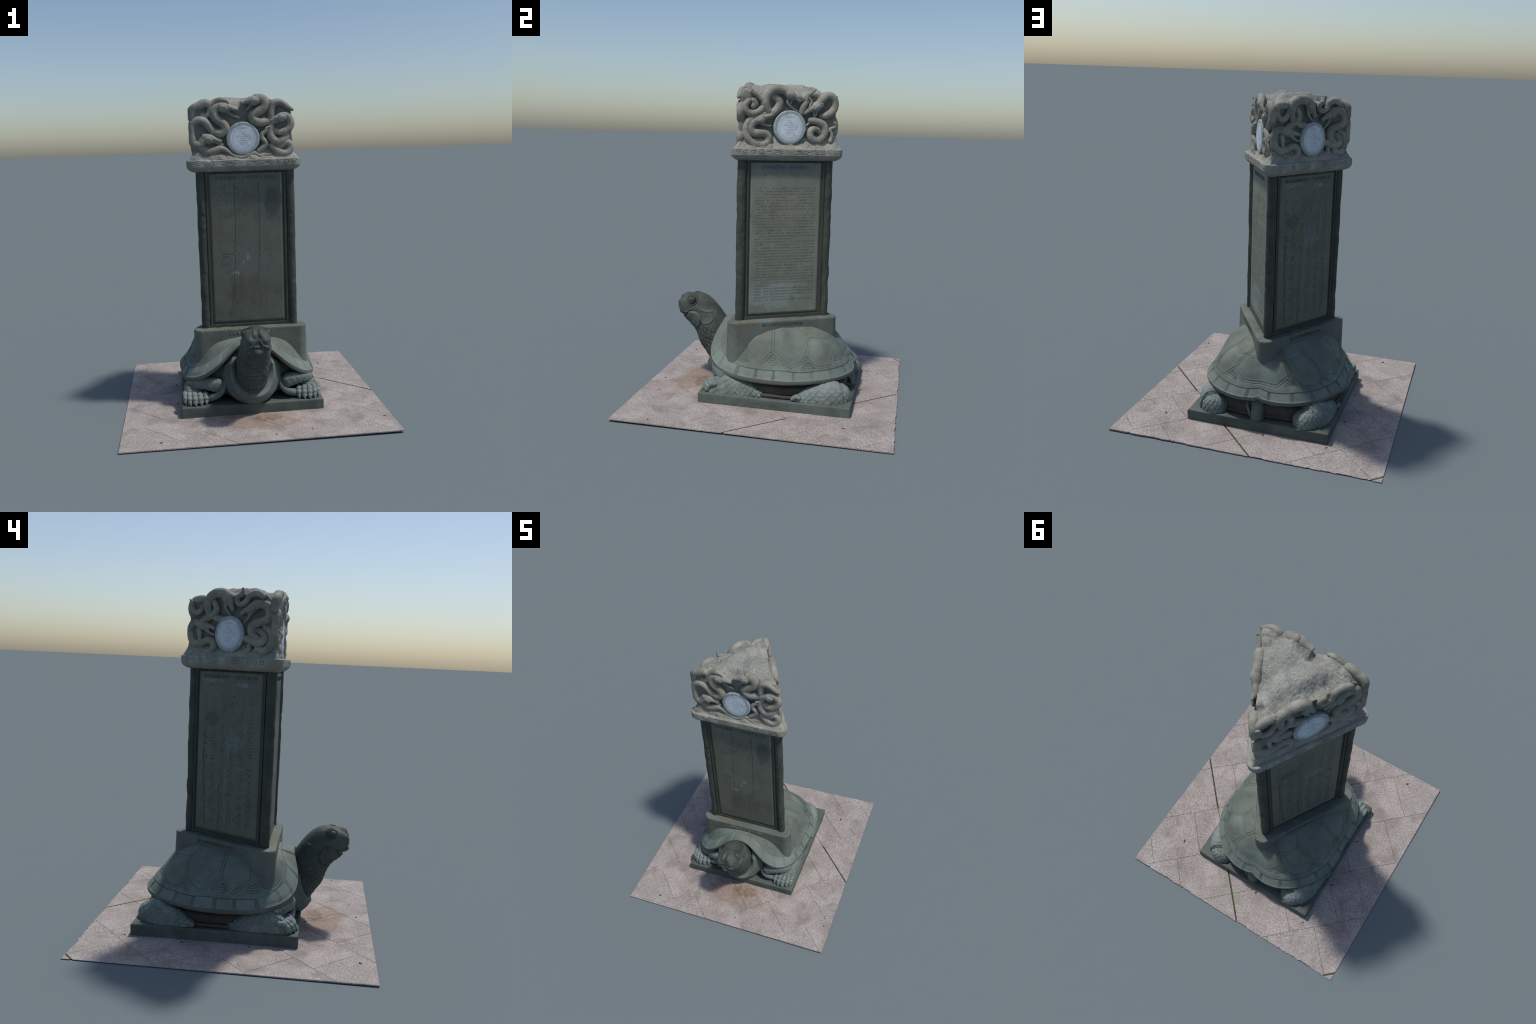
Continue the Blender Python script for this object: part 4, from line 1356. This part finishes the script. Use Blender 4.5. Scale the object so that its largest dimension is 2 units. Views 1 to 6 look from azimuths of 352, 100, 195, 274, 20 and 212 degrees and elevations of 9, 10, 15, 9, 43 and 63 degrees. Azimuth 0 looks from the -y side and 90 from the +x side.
SNAKES = [
    ('F1', 'F', [(-181, 180, 22, -10), (-151, 168, 27, -4), (-122, 173, 27, -2), (-104, 198, 27, 0), (-118, 226, 27, 0), (-148, 246, 27, 0), (-171, 274, 27, 0), (-175, 304, 29, 0), (-161, 327, 29, 0), (-131, 336, 29, 0)]),
    ('F2', 'F', [(-198, 336, 15, -4), (-182, 354, 16, -4), (-157, 367, 16, -4), (-123, 373, 15, -4), (-93, 365, 11, -4), (-80, 350, 5, -4)]),
    ('F3', 'F', [(-313, 264, 20, -6), (-318, 297, 22, -4), (-303, 324, 22, -2), (-271, 338, 24, 0), (-236, 354, 24, 0), (-207, 353, 23, -2), (-193, 331, 21, -6), (-199, 301, 19, -10), (-222, 279, 18, -14), (-249, 283, 15, -16)]),
    ('F4', 'F', [(-185, 174, 20, -8), (-198, 197, 23, -4), (-221, 231, 24, 0), (-247, 249, 25, 0), (-278, 251, 25, 0), (-305, 234, 23, 0), (-319, 204, 20, 0), (-320, 164, 19, 0), (-314, 126, 22, 0), (-294, 99, 26, 0), (-267, 100, 27, 0), (-245, 124, 29, 0), (-224, 144, 29, 0)]),
    ('F5', 'F', [(-281, 85, 22, -12), (-244, 65, 26, -6), (-214, 52, 27, -2), (-183, 56, 26, 0), (-148, 70, 23, -2), (-117, 67, 18, -4), (-90, 49, 15, -6), (-63, 28, 13, -6), (-26, 14, 12, -4), (13, 16, 11, -2), (48, 28, 11, -2), (72, 39, 12, -4), (93, 26, 12, -6), (117, 19, 12, -6), (149, 24, 10, -6), (177, 27, 4, -8)]),
    ('F6', 'F', [(193, 245, 22, -12), (148, 233, 26, -8), (102, 232, 28, -2), (68, 253, 29, 0), (69, 278, 29, 0), (104, 298, 30, 0), (136, 320, 31, 0), (145, 349, 31, 0), (127, 372, 31, 0), (96, 376, 30, 0)]),
    ('F7', 'F', [(189, 238, 21, -8), (185, 276, 22, -6), (188, 316, 23, -4), (202, 344, 23, -2), (233, 352, 21, 0), (264, 338, 18, 0), (292, 317, 15, 0), (317, 303, 9, 0)]),
    ('F8', 'F', [(259, 270, 26, 0), (290, 259, 24, 0), (307, 228, 23, 0), (299, 195, 23, 0), (271, 172, 23, 0), (236, 165, 22, -3), (209, 172, 18, -10)]),
    ('F8b', 'F', [(180, 201, 22, -8), (177, 161, 26, -4), (190, 126, 28, -2), (217, 107, 27, 0), (245, 113, 26, -2), (272, 131, 23, -8), (282, 155, 20, -14)]),
    ('F8c', 'F', [(217, 71, 18, -14), (245, 80, 19, -10), (273, 97, 20, -6), (296, 91, 21, -2), (301, 61, 22, 0), (278, 35, 23, 0), (243, 33, 23, 0), (210, 52, 23, -2), (180, 79, 21, -8)]),
    ('F9', 'F', [(169, 198, 5, -6), (153, 192, 10, -6), (146, 173, 13, -6), (125, 155, 15, -6), (124, 131, 15, -6), (142, 107, 16, -6), (145, 88, 17, -6), (122, 67, 18, -6), (97, 50, 13, -6)]),
    ('R1', 'R', [(-130, 226, 23, -10), (-147, 254, 27, -4), (-153, 290, 28, 0), (-143, 322, 28, 0), (-119, 348, 28, 0), (-86, 359, 28, 0), (-51, 359, 27, 0), (-23, 350, 26, 0), (-5, 336, 26, 0)]),
    ('R1b', 'R', [(-103, 315, 21, -16), (-76, 303, 25, -12), (-61, 280, 26, -9), (-70, 250, 26, -8), (-94, 224, 25, -8), (-119, 205, 22, -10), (-146, 193, 18, -14)]),
    ('R2', 'R', [(-158, 209, 18, -10), (-199, 194, 20, -8), (-244, 173, 21, -6), (-269, 137, 21, -4), (-275, 98, 22, -2), (-263, 62, 23, 0), (-235, 32, 24, 0), (-197, 20, 24, 0), (-158, 23, 24, 0), (-133, 45, 24, 0), (-131, 71, 24, 0), (-156, 92, 24, 0), (-195, 93, 24, 0), (-230, 99, 24, 0), (-244, 125, 24, 0), (-234, 151, 24, 0), (-207, 170, 25, 0)]),
    ('R3', 'R', [(-167, 289, 14, -6), (-188, 306, 16, -6), (-212, 323, 15, -6), (-237, 338, 11, -6), (-242, 352, 5, -6)]),
    ('R3b', 'R', [(-256, 286, 16, -8), (-277, 263, 19, -3), (-280, 240, 20, 0), (-265, 218, 20, 0), (-232, 209, 20, 0), (-197, 220, 20, -3), (-166, 247, 18, -8)]),
    ('R3c', 'R', [(-225, 287, 20, -10), (-219, 271, 24, -10), (-228, 255, 20, -10)]),
    ('R5', 'R', [(184, 269, 24, 0), (209, 301, 24, 0), (239, 329, 24, 0), (270, 331, 23, 0), (295, 306, 23, 0), (298, 266, 23, 0), (278, 232, 23, 0), (246, 212, 22, -3), (214, 206, 18, -10)]),
    ('R6', 'R', [(22, 316, 11, -8), (58, 315, 14, -6), (85, 302, 15, -8)]),
    ('R6b', 'R', [(110, 289, 18, -5), (91, 259, 21, -4), (82, 226, 20, -8)]),
    ('R6c', 'R', [(165, 366, 4, -4), (139, 345, 9, -4), (112, 324, 13, -4), (108, 299, 11, -4)]),
    ('R6d', 'R', [(114, 322, 6, -4), (137, 294, 8, -4), (132, 270, 8, -4), (121, 247, 5, -4)]),
    ('R7', 'R', [(141, 177, 21, -4), (188, 170, 24, 0), (226, 148, 25, 0), (236, 109, 25, 0), (219, 73, 24, 0), (183, 52, 24, 0), (148, 67, 23, 0), (138, 100, 21, -1), (155, 124, 20, -2), (185, 123, 17, -5), (202, 102, 14, -10)]),
    ('R8', 'R', [(292, 166, 4, -5), (304, 155, 7, -5), (299, 138, 9, -5), (268, 127, 9, -5), (279, 100, 11, -5), (283, 73, 14, -5), (271, 52, 14, -5)]),
    ('L1', 'L', [(-159, 245, 21, -8), (-171, 280, 24, -2), (-172, 312, 26, 0), (-154, 343, 27, 0), (-120, 362, 27, 0), (-80, 367, 27, 0), (-42, 358, 27, 0), (-18, 340, 26, 0)]),
    ('L1b', 'L', [(-125, 312, 17, -12), (-108, 283, 19, -8), (-115, 254, 20, -5), (-150, 231, 20, -3), (-190, 212, 20, -2), (-222, 195, 17, -6)]),
    ('L1c', 'L', [(-116, 225, 17, -10), (-77, 217, 20, -10), (-47, 212, 17, -10)]),
    ('L2', 'L', [(-303, 329, 5, -4), (-288, 316, 11, -2), (-284, 281, 15, -1), (-258, 255, 16, -1), (-225, 261, 16, -1), (-203, 287, 16, -4), (-186, 307, 15, -8)]),
    ('L2c', 'L', [(-281, 325, 21, -16), (-236, 334, 23, -16), (-197, 330, 21, -16)]),
    ('L3', 'L', [(-217, 46, 17, -10), (-178, 26, 21, -3), (-135, 32, 21, 0), (-113, 59, 21, 0), (-127, 86, 21, 0), (-162, 94, 21, 0), (-208, 77, 22, 0), (-261, 75, 22, 0), (-292, 100, 21, 0), (-301, 135, 20, 0), (-298, 168, 20, 0), (-275, 195, 21, 0), (-237, 193, 22, 0), (-201, 177, 23, 0)]),
    ('L3b', 'L', [(-237, 159, 15, -14), (-231, 129, 15, -14), (-230, 96, 14, -14)]),
    ('L4', 'L', [(164, 294, 24, 0), (207, 298, 24, 0), (250, 290, 24, 0), (272, 264, 24, 0), (271, 227, 24, 0), (241, 206, 24, 0), (193, 196, 24, 0), (161, 179, 24, 0), (152, 153, 23, 0), (171, 125, 21, -2), (199, 110, 17, -9)]),
    ('L4b', 'L', [(116, 107, 21, -8), (159, 97, 25, -2), (203, 85, 26, 0), (239, 100, 26, -2), (242, 126, 24, -6), (218, 146, 21, -10), (186, 154, 17, -15)]),
    ('L4c', 'L', [(240, 173, 17, -14), (274, 154, 19, -8), (293, 124, 21, -4), (293, 90, 22, -1), (275, 57, 23, 0), (241, 39, 23, 0), (199, 49, 20, -6)]),
    ('L6', 'L', [(44, 13, 3, -6), (70, 29, 9, -6), (109, 28, 12, -5), (140, 46, 15, -5), (141, 68, 14, -9)]),
    ('L5', 'L', [(90, 385, 6, -4), (84, 356, 12, -3), (51, 336, 15, -2), (49, 311, 16, -2), (76, 298, 16, -2), (111, 312, 17, -2), (133, 343, 18, -3), (167, 356, 18, -4), (202, 354, 17, -4), (227, 335, 15, -8)]),
]
HEADS = [
    ('F', (-145, 335), (-20, 308), (-16, 260), (-85, 297), 38),
    ('F', (-241, 143), (-129, 114), (-120, 96), (-170, 116), 36),
    ('F', (110, 371), (-8, 349), (25, 308), (57, 342), 35),
    ('F', (277, 268), (170, 236), (183, 221), (217, 237), 35),
    ('R', (-26, 348), (72, 285), (52, 230), (-10, 282), 33),
    ('R', (-214, 166), (-104, 205), (-119, 138), (-179, 152), 30),
    ('R', (202, 279), (92, 216), (116, 147), (168, 215), 35),
    ('L', (-38, 360), (19, 261), (-3, 242), (-38, 292), 32),
    ('L', (-223, 185), (-105, 161), (-107, 127), (-151, 143), 28),
    ('L', (188, 297), (72, 241), (100, 196), (139, 243), 31),
]

# ------------------------------------------------------------------ crown: block of stone with snakes winding over its three faces
# top of the block: heights over points (face, u, apothem) and (x, y)
TOP = [('F', -.32, .15, 1.858), ('F', -.25, .165, 1.912), ('F', -.18, .165, 1.945), ('F', -.10, .165, 1.940), ('F', -.01, .165, 1.895), ('F', .06, .165, 1.935), ('F', .12, .165, 1.968), ('F', .20, .165, 1.932), ('F', .28, .16, 1.935), ('F', .315, .16, 1.955),
       ('R', -.30, .15, 1.968), ('R', -.24, .16, 1.936), ('R', -.15, .165, 1.940), ('R', -.06, .165, 1.955), ('R', .02, .165, 1.928), ('R', .08, .165, 1.912), ('R', .15, .165, 1.932), ('R', .22, .165, 1.924), ('R', .28, .16, 1.915),
       ('L', -.27, .16, 1.918), ('L', -.20, .165, 1.918), ('L', -.13, .165, 1.952), ('L', -.06, .165, 1.956), ('L', .0, .165, 1.930), ('L', .07, .165, 1.940), ('L', .16, .165, 1.938), ('L', .24, .165, 1.915), ('L', .30, .15, 1.885)]
TOPXY = [(.02, .14, 1.992), (-.03, .15, 1.990), (.13, -.02, 1.985), (.16, -.10, 1.965), (-.17, -.10, 1.965), (.06, -.11, 1.975), (-.07, -.11, 1.975), (0, .26, 1.955), (-.14, .01, 1.992), (0, 0, 1.990), (0, -.08, 1.965), (.08, .03, 1.982), (-.08, .02, 1.995), (0, .1, 1.990), (0, .2, 1.970), (.10, -.07, 1.992), (-.12, -.06, 1.990), (-.05, .06, 1.998), (.05, -.03, 1.99)]
TP = np.array([list(on_face(f, u, 0, a)[:2]) + [z] for f, u, a, z in TOP] + [list(t) for t in TOPXY])
def table_height(x, y):
    d2 = (x[..., None] - TP[:, 0]) ** 2 + (y[..., None] - TP[:, 1]) ** 2
    w = np.exp(-d2 / (2 * .034 ** 2)) + 1e-6
    return (w * TP[:, 2]).sum(-1) / w.sum(-1) + .006

EDGE_U = np.linspace(-.34, .34, 137)
def coil_tops(f):
    """height of the topmost coil along the upper edge of a face"""
    top = np.full(EDGE_U.shape, -1.0)
    for name, ff, pts in SNAKES:
        if ff == f:
            a = spline(np.array(pts, float) / 1000, 6)
            for u, z, r, d in a:
                if r > .012:
                    m = np.abs(EDGE_U - u) < r
                    top[m] = np.maximum(top[m], 1.6 + z + np.sqrt(r * r - (EDGE_U[m] - u) ** 2))
    for ff, neck, tip, jaw, hinge, R in HEADS:
        if ff == f:
            for t in np.linspace(0, .9, 24):
                u, z, r = (neck[0] + (tip[0] - neck[0]) * t) / 1000, (neck[1] + (tip[1] - neck[1]) * t) / 1000, R / 1000 * (.8 - .35 * t)
                m = np.abs(EDGE_U - u) < r
                top[m] = np.maximum(top[m], 1.6 + z + np.sqrt(r * r - (EDGE_U[m] - u) ** 2))
    n, uu = face_frame(f)
    p = on_face(f, EDGE_U, 0, .165)
    base = table_height(p[:, 0], p[:, 1])
    h = np.where(top > base - .03, top - .010, base)
    k = np.exp(-(np.arange(-6, 7) / 2.2) ** 2)
    return np.convolve(np.pad(h, 6, mode='edge'), k / k.sum(), 'valid')

def top_height(x, y):
    """rough top of the block: a lumpy middle running out into the backs of the coils"""
    x, y = np.asarray(x), np.asarray(y)
    base = table_height(x, y)
    P = np.stack([x, y, 0 * x], -1)
    num, den = base * 1.0, np.ones(base.shape)
    for f in 'FRL':
        n, uu = face_frame(f)
        dist = np.maximum(0, .172 - P @ n)
        w = 14 * np.exp(-(dist / .034) ** 2)
        num = num + w * np.interp(P @ uu, EDGE_U, COIL[f])
        den = den + w
    return num / den

def core_apo(z):
    return np.interp(z, [1.598, 1.612, 1.63, 1.65, 1.68, 1.75, 1.86, 2.0], [.205, .198, .186, .175, .168, .166, .166, .165])

COIL = {f: coil_tops(f) for f in 'FRL'}
FOOT = {}
def build_crown():
    n = 1100
    o, nn = tri_outline(.315, .006, n)            # unit shape, scaled by the apothem
    a0 = .315 / 2 + .006
    corner = smooth(.19, .29, np.abs(face_uv(np.c_[o, 0 * o[:, 0]])[1]))
    fi, uu = face_uv(np.c_[o, 0 * o[:, 0]])
    rows = 74
    grid = np.zeros((n, rows, 3))
    ztop = top_height(o[:, 0] * .98, o[:, 1] * .98)
    for k in range(rows):
        h = k / (rows - 1)
        z = 1.598 + (ztop - 1.598) * h
        ap = core_apo(z)
        near = smooth(.05, .0, ztop - z)
        ap = ap + .010 * near * (1 - corner)
        ap = ap + corner * .017 * smooth(1.60, 1.70, z) * (1 - .8 * near)
        grid[:, k] = np.c_[o * (ap / a0)[:, None], z]
    N = grid_normals(grid, True)
    f = grid.reshape(-1, 3)
    d = .004 * fbm(f, 14, 4, 33)
    # clouds at the foot of the faces: scrolls and swelling lumps
    fi2, u2 = face_uv(f)
    uz = np.stack([u2, f[:, 2]], -1)
    r = random.Random(4)
    for k in range(3):
        m = (fi2 == k)
        L = []
        for _ in range(34):
            cu, cz = r.uniform(-.32, .32), 1.600 + r.uniform(.008, .05) if r.random() < .8 else 1.6 + r.uniform(.05, .3)
            rr = r.uniform(.014, .025)
            L.append(spiral(cu, cz, rr, 1.5, r.choice((-1, 1)), r.uniform(0, 6)))
            d[m] += .006 * np.exp(-((uz[m, 0] - cu) ** 2 + (uz[m, 1] - cz) ** 2) / rr ** 2)
        d[m] -= groove(uz[m], L, .0020, .0036)
        FOOT[k] = L
    wall = (f + N.reshape(-1, 3) * d[:, None]).reshape(grid.shape)
    # top: rings running inwards
    rings = []
    edge = wall[:, -1, :2]
    for s in np.concatenate([np.linspace(.985, .06, 62)]):
        q = edge * s
        z = top_height(q[:, 0], q[:, 1])
        rings.append(np.c_[q, z])
    topg = np.stack(rings, 1)
    ft = topg.reshape(-1, 3)
    fade = smooth(1.0, .9, np.repeat(np.linspace(.985, .06, 62)[None], n, 0).reshape(-1))
    ft[:, 2] += (.006 * fbm(ft, 15, 5, 55, .6) + .003 * np.abs(vnoise(ft, 55, 66))) * (.3 + .7 * fade)
    topg = ft.reshape(topg.shape)
    crown = grid_mesh('crown_block', wall, M_CROWN, wrap_u=True, cap0=True)
    crown.data.materials.append(M_RECESS)
    for q in crown.data.polygons:
        c = q.center
        if c[2] > 1.66 + .012 * math.sin(c[0] * 31 + c[1] * 23) and c[2] < top_height(np.array([c[0]]), np.array([c[1]]))[0] - .012:
            q.material_index = 1
    full = np.concatenate([wall[:, -1:], topg], 1)
    grid_mesh('crown_top', full, M_TOP, crown, wrap_u=True, cap1=True)
    return crown
CROWN = build_crown()

# snakes: spine points (u mm, height over 1.6 m in mm, radius mm, depth mm) on a face

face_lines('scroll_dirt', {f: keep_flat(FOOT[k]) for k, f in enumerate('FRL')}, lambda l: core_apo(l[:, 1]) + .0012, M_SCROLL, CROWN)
CROWN.location = (-.0088, .0058, 1.6 * .015)
CROWN.scale = (1, 1, .985)
CROWN.rotation_euler = (0, 0, math.radians(-.7))

def wrap(u, r):
    lim = .331 - .86 * r
    return np.clip(u, -lim, lim)

def snake_axis(f, u, z, r, d, outer=.2055):
    """axis of a body of radius r lying just under the outer surface, bent back near the corners"""
    u = wrap(np.asarray(u), np.asarray(r))
    apo = outer - r + d - 3.0 * np.maximum(0, np.abs(u) - .265) ** 2
    return on_face(f, u, z, apo)

for name, f, pts in SNAKES:
    a = spline(np.array(pts, float) / 1000, 9)
    r = np.maximum(a[:, 2] * 1.07, .002)
    ax = snake_axis(f, a[:, 0], 1.6 + a[:, 1], r, a[:, 3])
    n, _ = face_frame(f)
    thin = r.max() < .013
    tube('snake_tail' if thin else 'snake_body', ax, r, M_SNAKE, CROWN, 14 if thin else 26, up=n, noise=.0009)

def snake_head(f, neck, tip, jaw, hinge, R):
    n, uu = face_frame(f)
    up = np.array([0, 0, 1.0])
    P2 = lambda q: uu * (float(wrap(np.array(q[0] / 1000), np.array(.012)))) + up * (1.6 + q[1] / 1000)
    R = R / 1000
    A, B, J, H = (P2(q) for q in (neck, tip, jaw, hinge))
    L = np.linalg.norm(B - A)
    e1 = (B - A) / L
    e2 = np.cross(n, e1)
    if e2 @ (J - A) < 0:
        e2 = -e2
    apo = .2080 - .80 * R
    base = n * apo
    # stations: position, brow side, jaw side, thickness, sideways drop towards the wall
    st = [(-.12, .66, .62, .60), (.0, .80, .76, .76), (.15, .90, .94, .88), (.30, .90, 1.02, .92), (.42, .84, .92, .86), (.52, .76, .62, .78), (.62, .68, .42, .70), (.74, .58, .34, .62), (.86, .50, .32, .56), (.94, .44, .32, .50), (.985, .30, .24, .34), (1.0, .08, .06, .08)]
    rows = spline(st, 7)
    ang = np.linspace(0, 2 * np.pi, 40, endpoint=False)
    cols = []
    for s, tp, bt, th in rows:
        c = A + e1 * s * L + base
        v = np.sin(ang)
        q = np.where(v > 0, v * bt, v * tp) * R
        cols.append(c[None] + q[:, None] * e2 + (np.cos(ang) * th * R)[:, None] * n)
    G = np.stack(cols, 1)
    Nn = grid_normals(G, True)
    cen = G.mean(0, keepdims=True)
    if np.einsum('ijk,ijk->', Nn, G - cen) < 0:
        Nn = -Nn
    fl = G.reshape(-1, 3)
    loc = fl - A - base
    s1, s2, s3 = loc @ e1 / L, loc @ e2 / R, loc @ n / R
    frontal = smooth(0, .4, s3)
    # cheek plate, brow ridge, eye slit and lip line
    ck = np.hypot((s1 - .27) * L / R * .8, s2 - .30)
    d = .0035 * smooth(.62, .50, ck) * frontal - .0022 * np.exp(-((ck - .66) / .06) ** 2) * frontal
    br = seg_dist(np.stack([s1 * L / R, s2], -1), [(.30 * L / R, -.42), (.5 * L / R, -.34), (.66 * L / R, -.12)])
    d += frontal * (.003 * np.exp(-(br / .10) ** 2))
    ey = seg_dist(np.stack([s1 * L / R, s2], -1), [(.46 * L / R, -.14), (.56 * L / R, -.08)])
    d += frontal * (.0022 * np.exp(-(ey / .13) ** 2) - .0026 * np.exp(-((ey - .17) / .05) ** 2))
    d += .0006 * fbm(fl, 60, 3, 8)
    G = (fl + Nn.reshape(-1, 3) * d[:, None]).reshape(G.shape)
    skull = grid_mesh('snake_head', G, M_HEAD, CROWN, wrap_u=True, cap0=True, cap1=True)
    parts = [skull]
    # lower jaw: a curved bar from the hinge under the cheek to the open tip, gaping
    g = base + n * .002
    Hh = H + e2 * .10 * R
    mid = (Hh + J) / 2 + e2 * .10 * R
    parts.append(tube('j', spline([A + e1 * .30 * L + e2 * .55 * R + g, Hh + g, mid + g, J + g], 8), np.linspace(.34, .19, 25) * R, M_HEAD, None, 12, up=n))
    # skin at the corner of the mouth
    parts.append(tube('j', spline([A + e1 * .50 * L + e2 * .30 * R + g + n * .3 * R, (Hh + J * .25) / 1.25 + g + n * .15 * R], 5), np.full(6, .17 * R), M_HEAD, None, 8, up=n))
    # fangs
    for s in (.84, .93):
        a = A + e1 * s * L + e2 * .18 * R + base + n * .22 * R
        parts.append(tube('j', np.array([a, a + e2 * .14 * R, a + e2 * .27 * R]), np.array([.06, .045, .015]) * R, M_HEAD, None, 8, up=n))
    join('snake_head', parts, M_HEAD, CROWN)

M_HEAD = stone('snake_head_stone', lin(124, 125, 115), lin(152, 153, 143), lin(86, 87, 80), lin(130, 122, 104), patch=9, warm_amt=.5, pits=False)
for h in HEADS:
    snake_head(*h)

# ------------------------------------------------------------------ painted discs with an incised sign
M_SIGN = Mat('sign_line', .8)
M_SIGN.color(M_SIGN.mix(M_SIGN.noise(60, 3), lin(150, 160, 170), lin(172, 182, 192)))
M_SIGN = M_SIGN.m
def disc(f):
    R = .1045
    prof = [(.012, R * .97), (.022, R * .985), (.031, R), (.0345, R * .995), (.0372, R * .975), (.0385, R * .94)]
    rr = np.concatenate([[p[1] for p in prof], np.linspace(R * .92, .0015, 120)])
    dd = np.concatenate([[p[0] for p in prof], .0388 + .0012 * np.cos(np.linspace(R * .92, .0015, 120) / R * 1.5)])
    n = 380
    a = np.linspace(0, 2 * np.pi, n, endpoint=False)[:, None]
    wob = 1 + .010 * vnoise(np.stack([np.cos(a) * 1.0, np.sin(a), 0 * a], -1), 2.0, ord(f)) + .006 * vnoise(np.stack([np.cos(a), np.sin(a), 0 * a], -1), 5.0, ord(f) + 1)
    P = np.stack([rr[None] * np.cos(a) * wob, -dd[None] + 0 * a, rr[None] * np.sin(a) * wob], -1)
    fl = P.reshape(-1, 3)
    uz = fl[:, [0, 2]]
    t = np.linspace(0, 1, 30)
    L = [.068 * np.stack([np.cos(2 * np.pi * t + .4), np.sin(2 * np.pi * t + .4)], -1)]
    ring = lambda r, a0, a1, c=(0, 0): np.array(c) + r * np.stack([np.cos(np.radians(a0 + (a1 - a0) * t)), np.sin(np.radians(a0 + (a1 - a0) * t))], -1)
    # the sign: a roof stroke, a crossing loop and stacked bars, a leaping line below
    L += [np.array(q) for q in ([(-.026, .034), (-.006, .046), (.004, .036), (-.018, .022), (-.044, .008)], [(-.006, .030), (.012, .022), (.030, .006), (.046, .004)], [(-.022, .010), (.020, .012)],
                                [(-.018, -.001), (.022, .001)], [(-.016, -.014), (.020, -.012)], [(-.016, -.014), (-.016, -.034), (.018, -.034), (.020, -.012)], [(-.014, -.024), (.016, -.023)])]
    L += [ring(.050, 60, 120, (.0, .012)), ring(.045, 200, 250, (.012, .0)), np.array([(.026, -.018), (.044, -.004), (.056, .006)]), np.array([(.022, -.030), (.034, -.044), (.018, -.056), (.004, -.060)])]
    strokes = L
    d = groove(uz, L, .0011, .0011) * (fl[:, 1] < -.036)
    fl[:, 1] += d
    fl[:, 1] -= .0006 * fbm(fl, 25, 3, 9)
    ob = grid_mesh('painted_disc', fl.reshape(P.shape), M_DISC, CROWN, wrap_u=True, cap1=True)
    at_face(ob, f, .002, 1.731, .160)
    parts = []
    for l in strokes:
        l = spline(l, 4) if len(l) < 12 else np.asarray(l)
        r = np.hypot(l[:, 0], l[:, 1])
        parts.append(tube('s', np.stack([l[:, 0], -(.0388 + .0012 * np.cos(r / R * 1.5)) + .0006, l[:, 1]], -1), np.full(len(l), .0008), M_SIGN, None, 6, up=(0, 1, 0)))
    join('incised_sign', parts, M_SIGN, ob)
for f in 'FRL':
    disc(f)
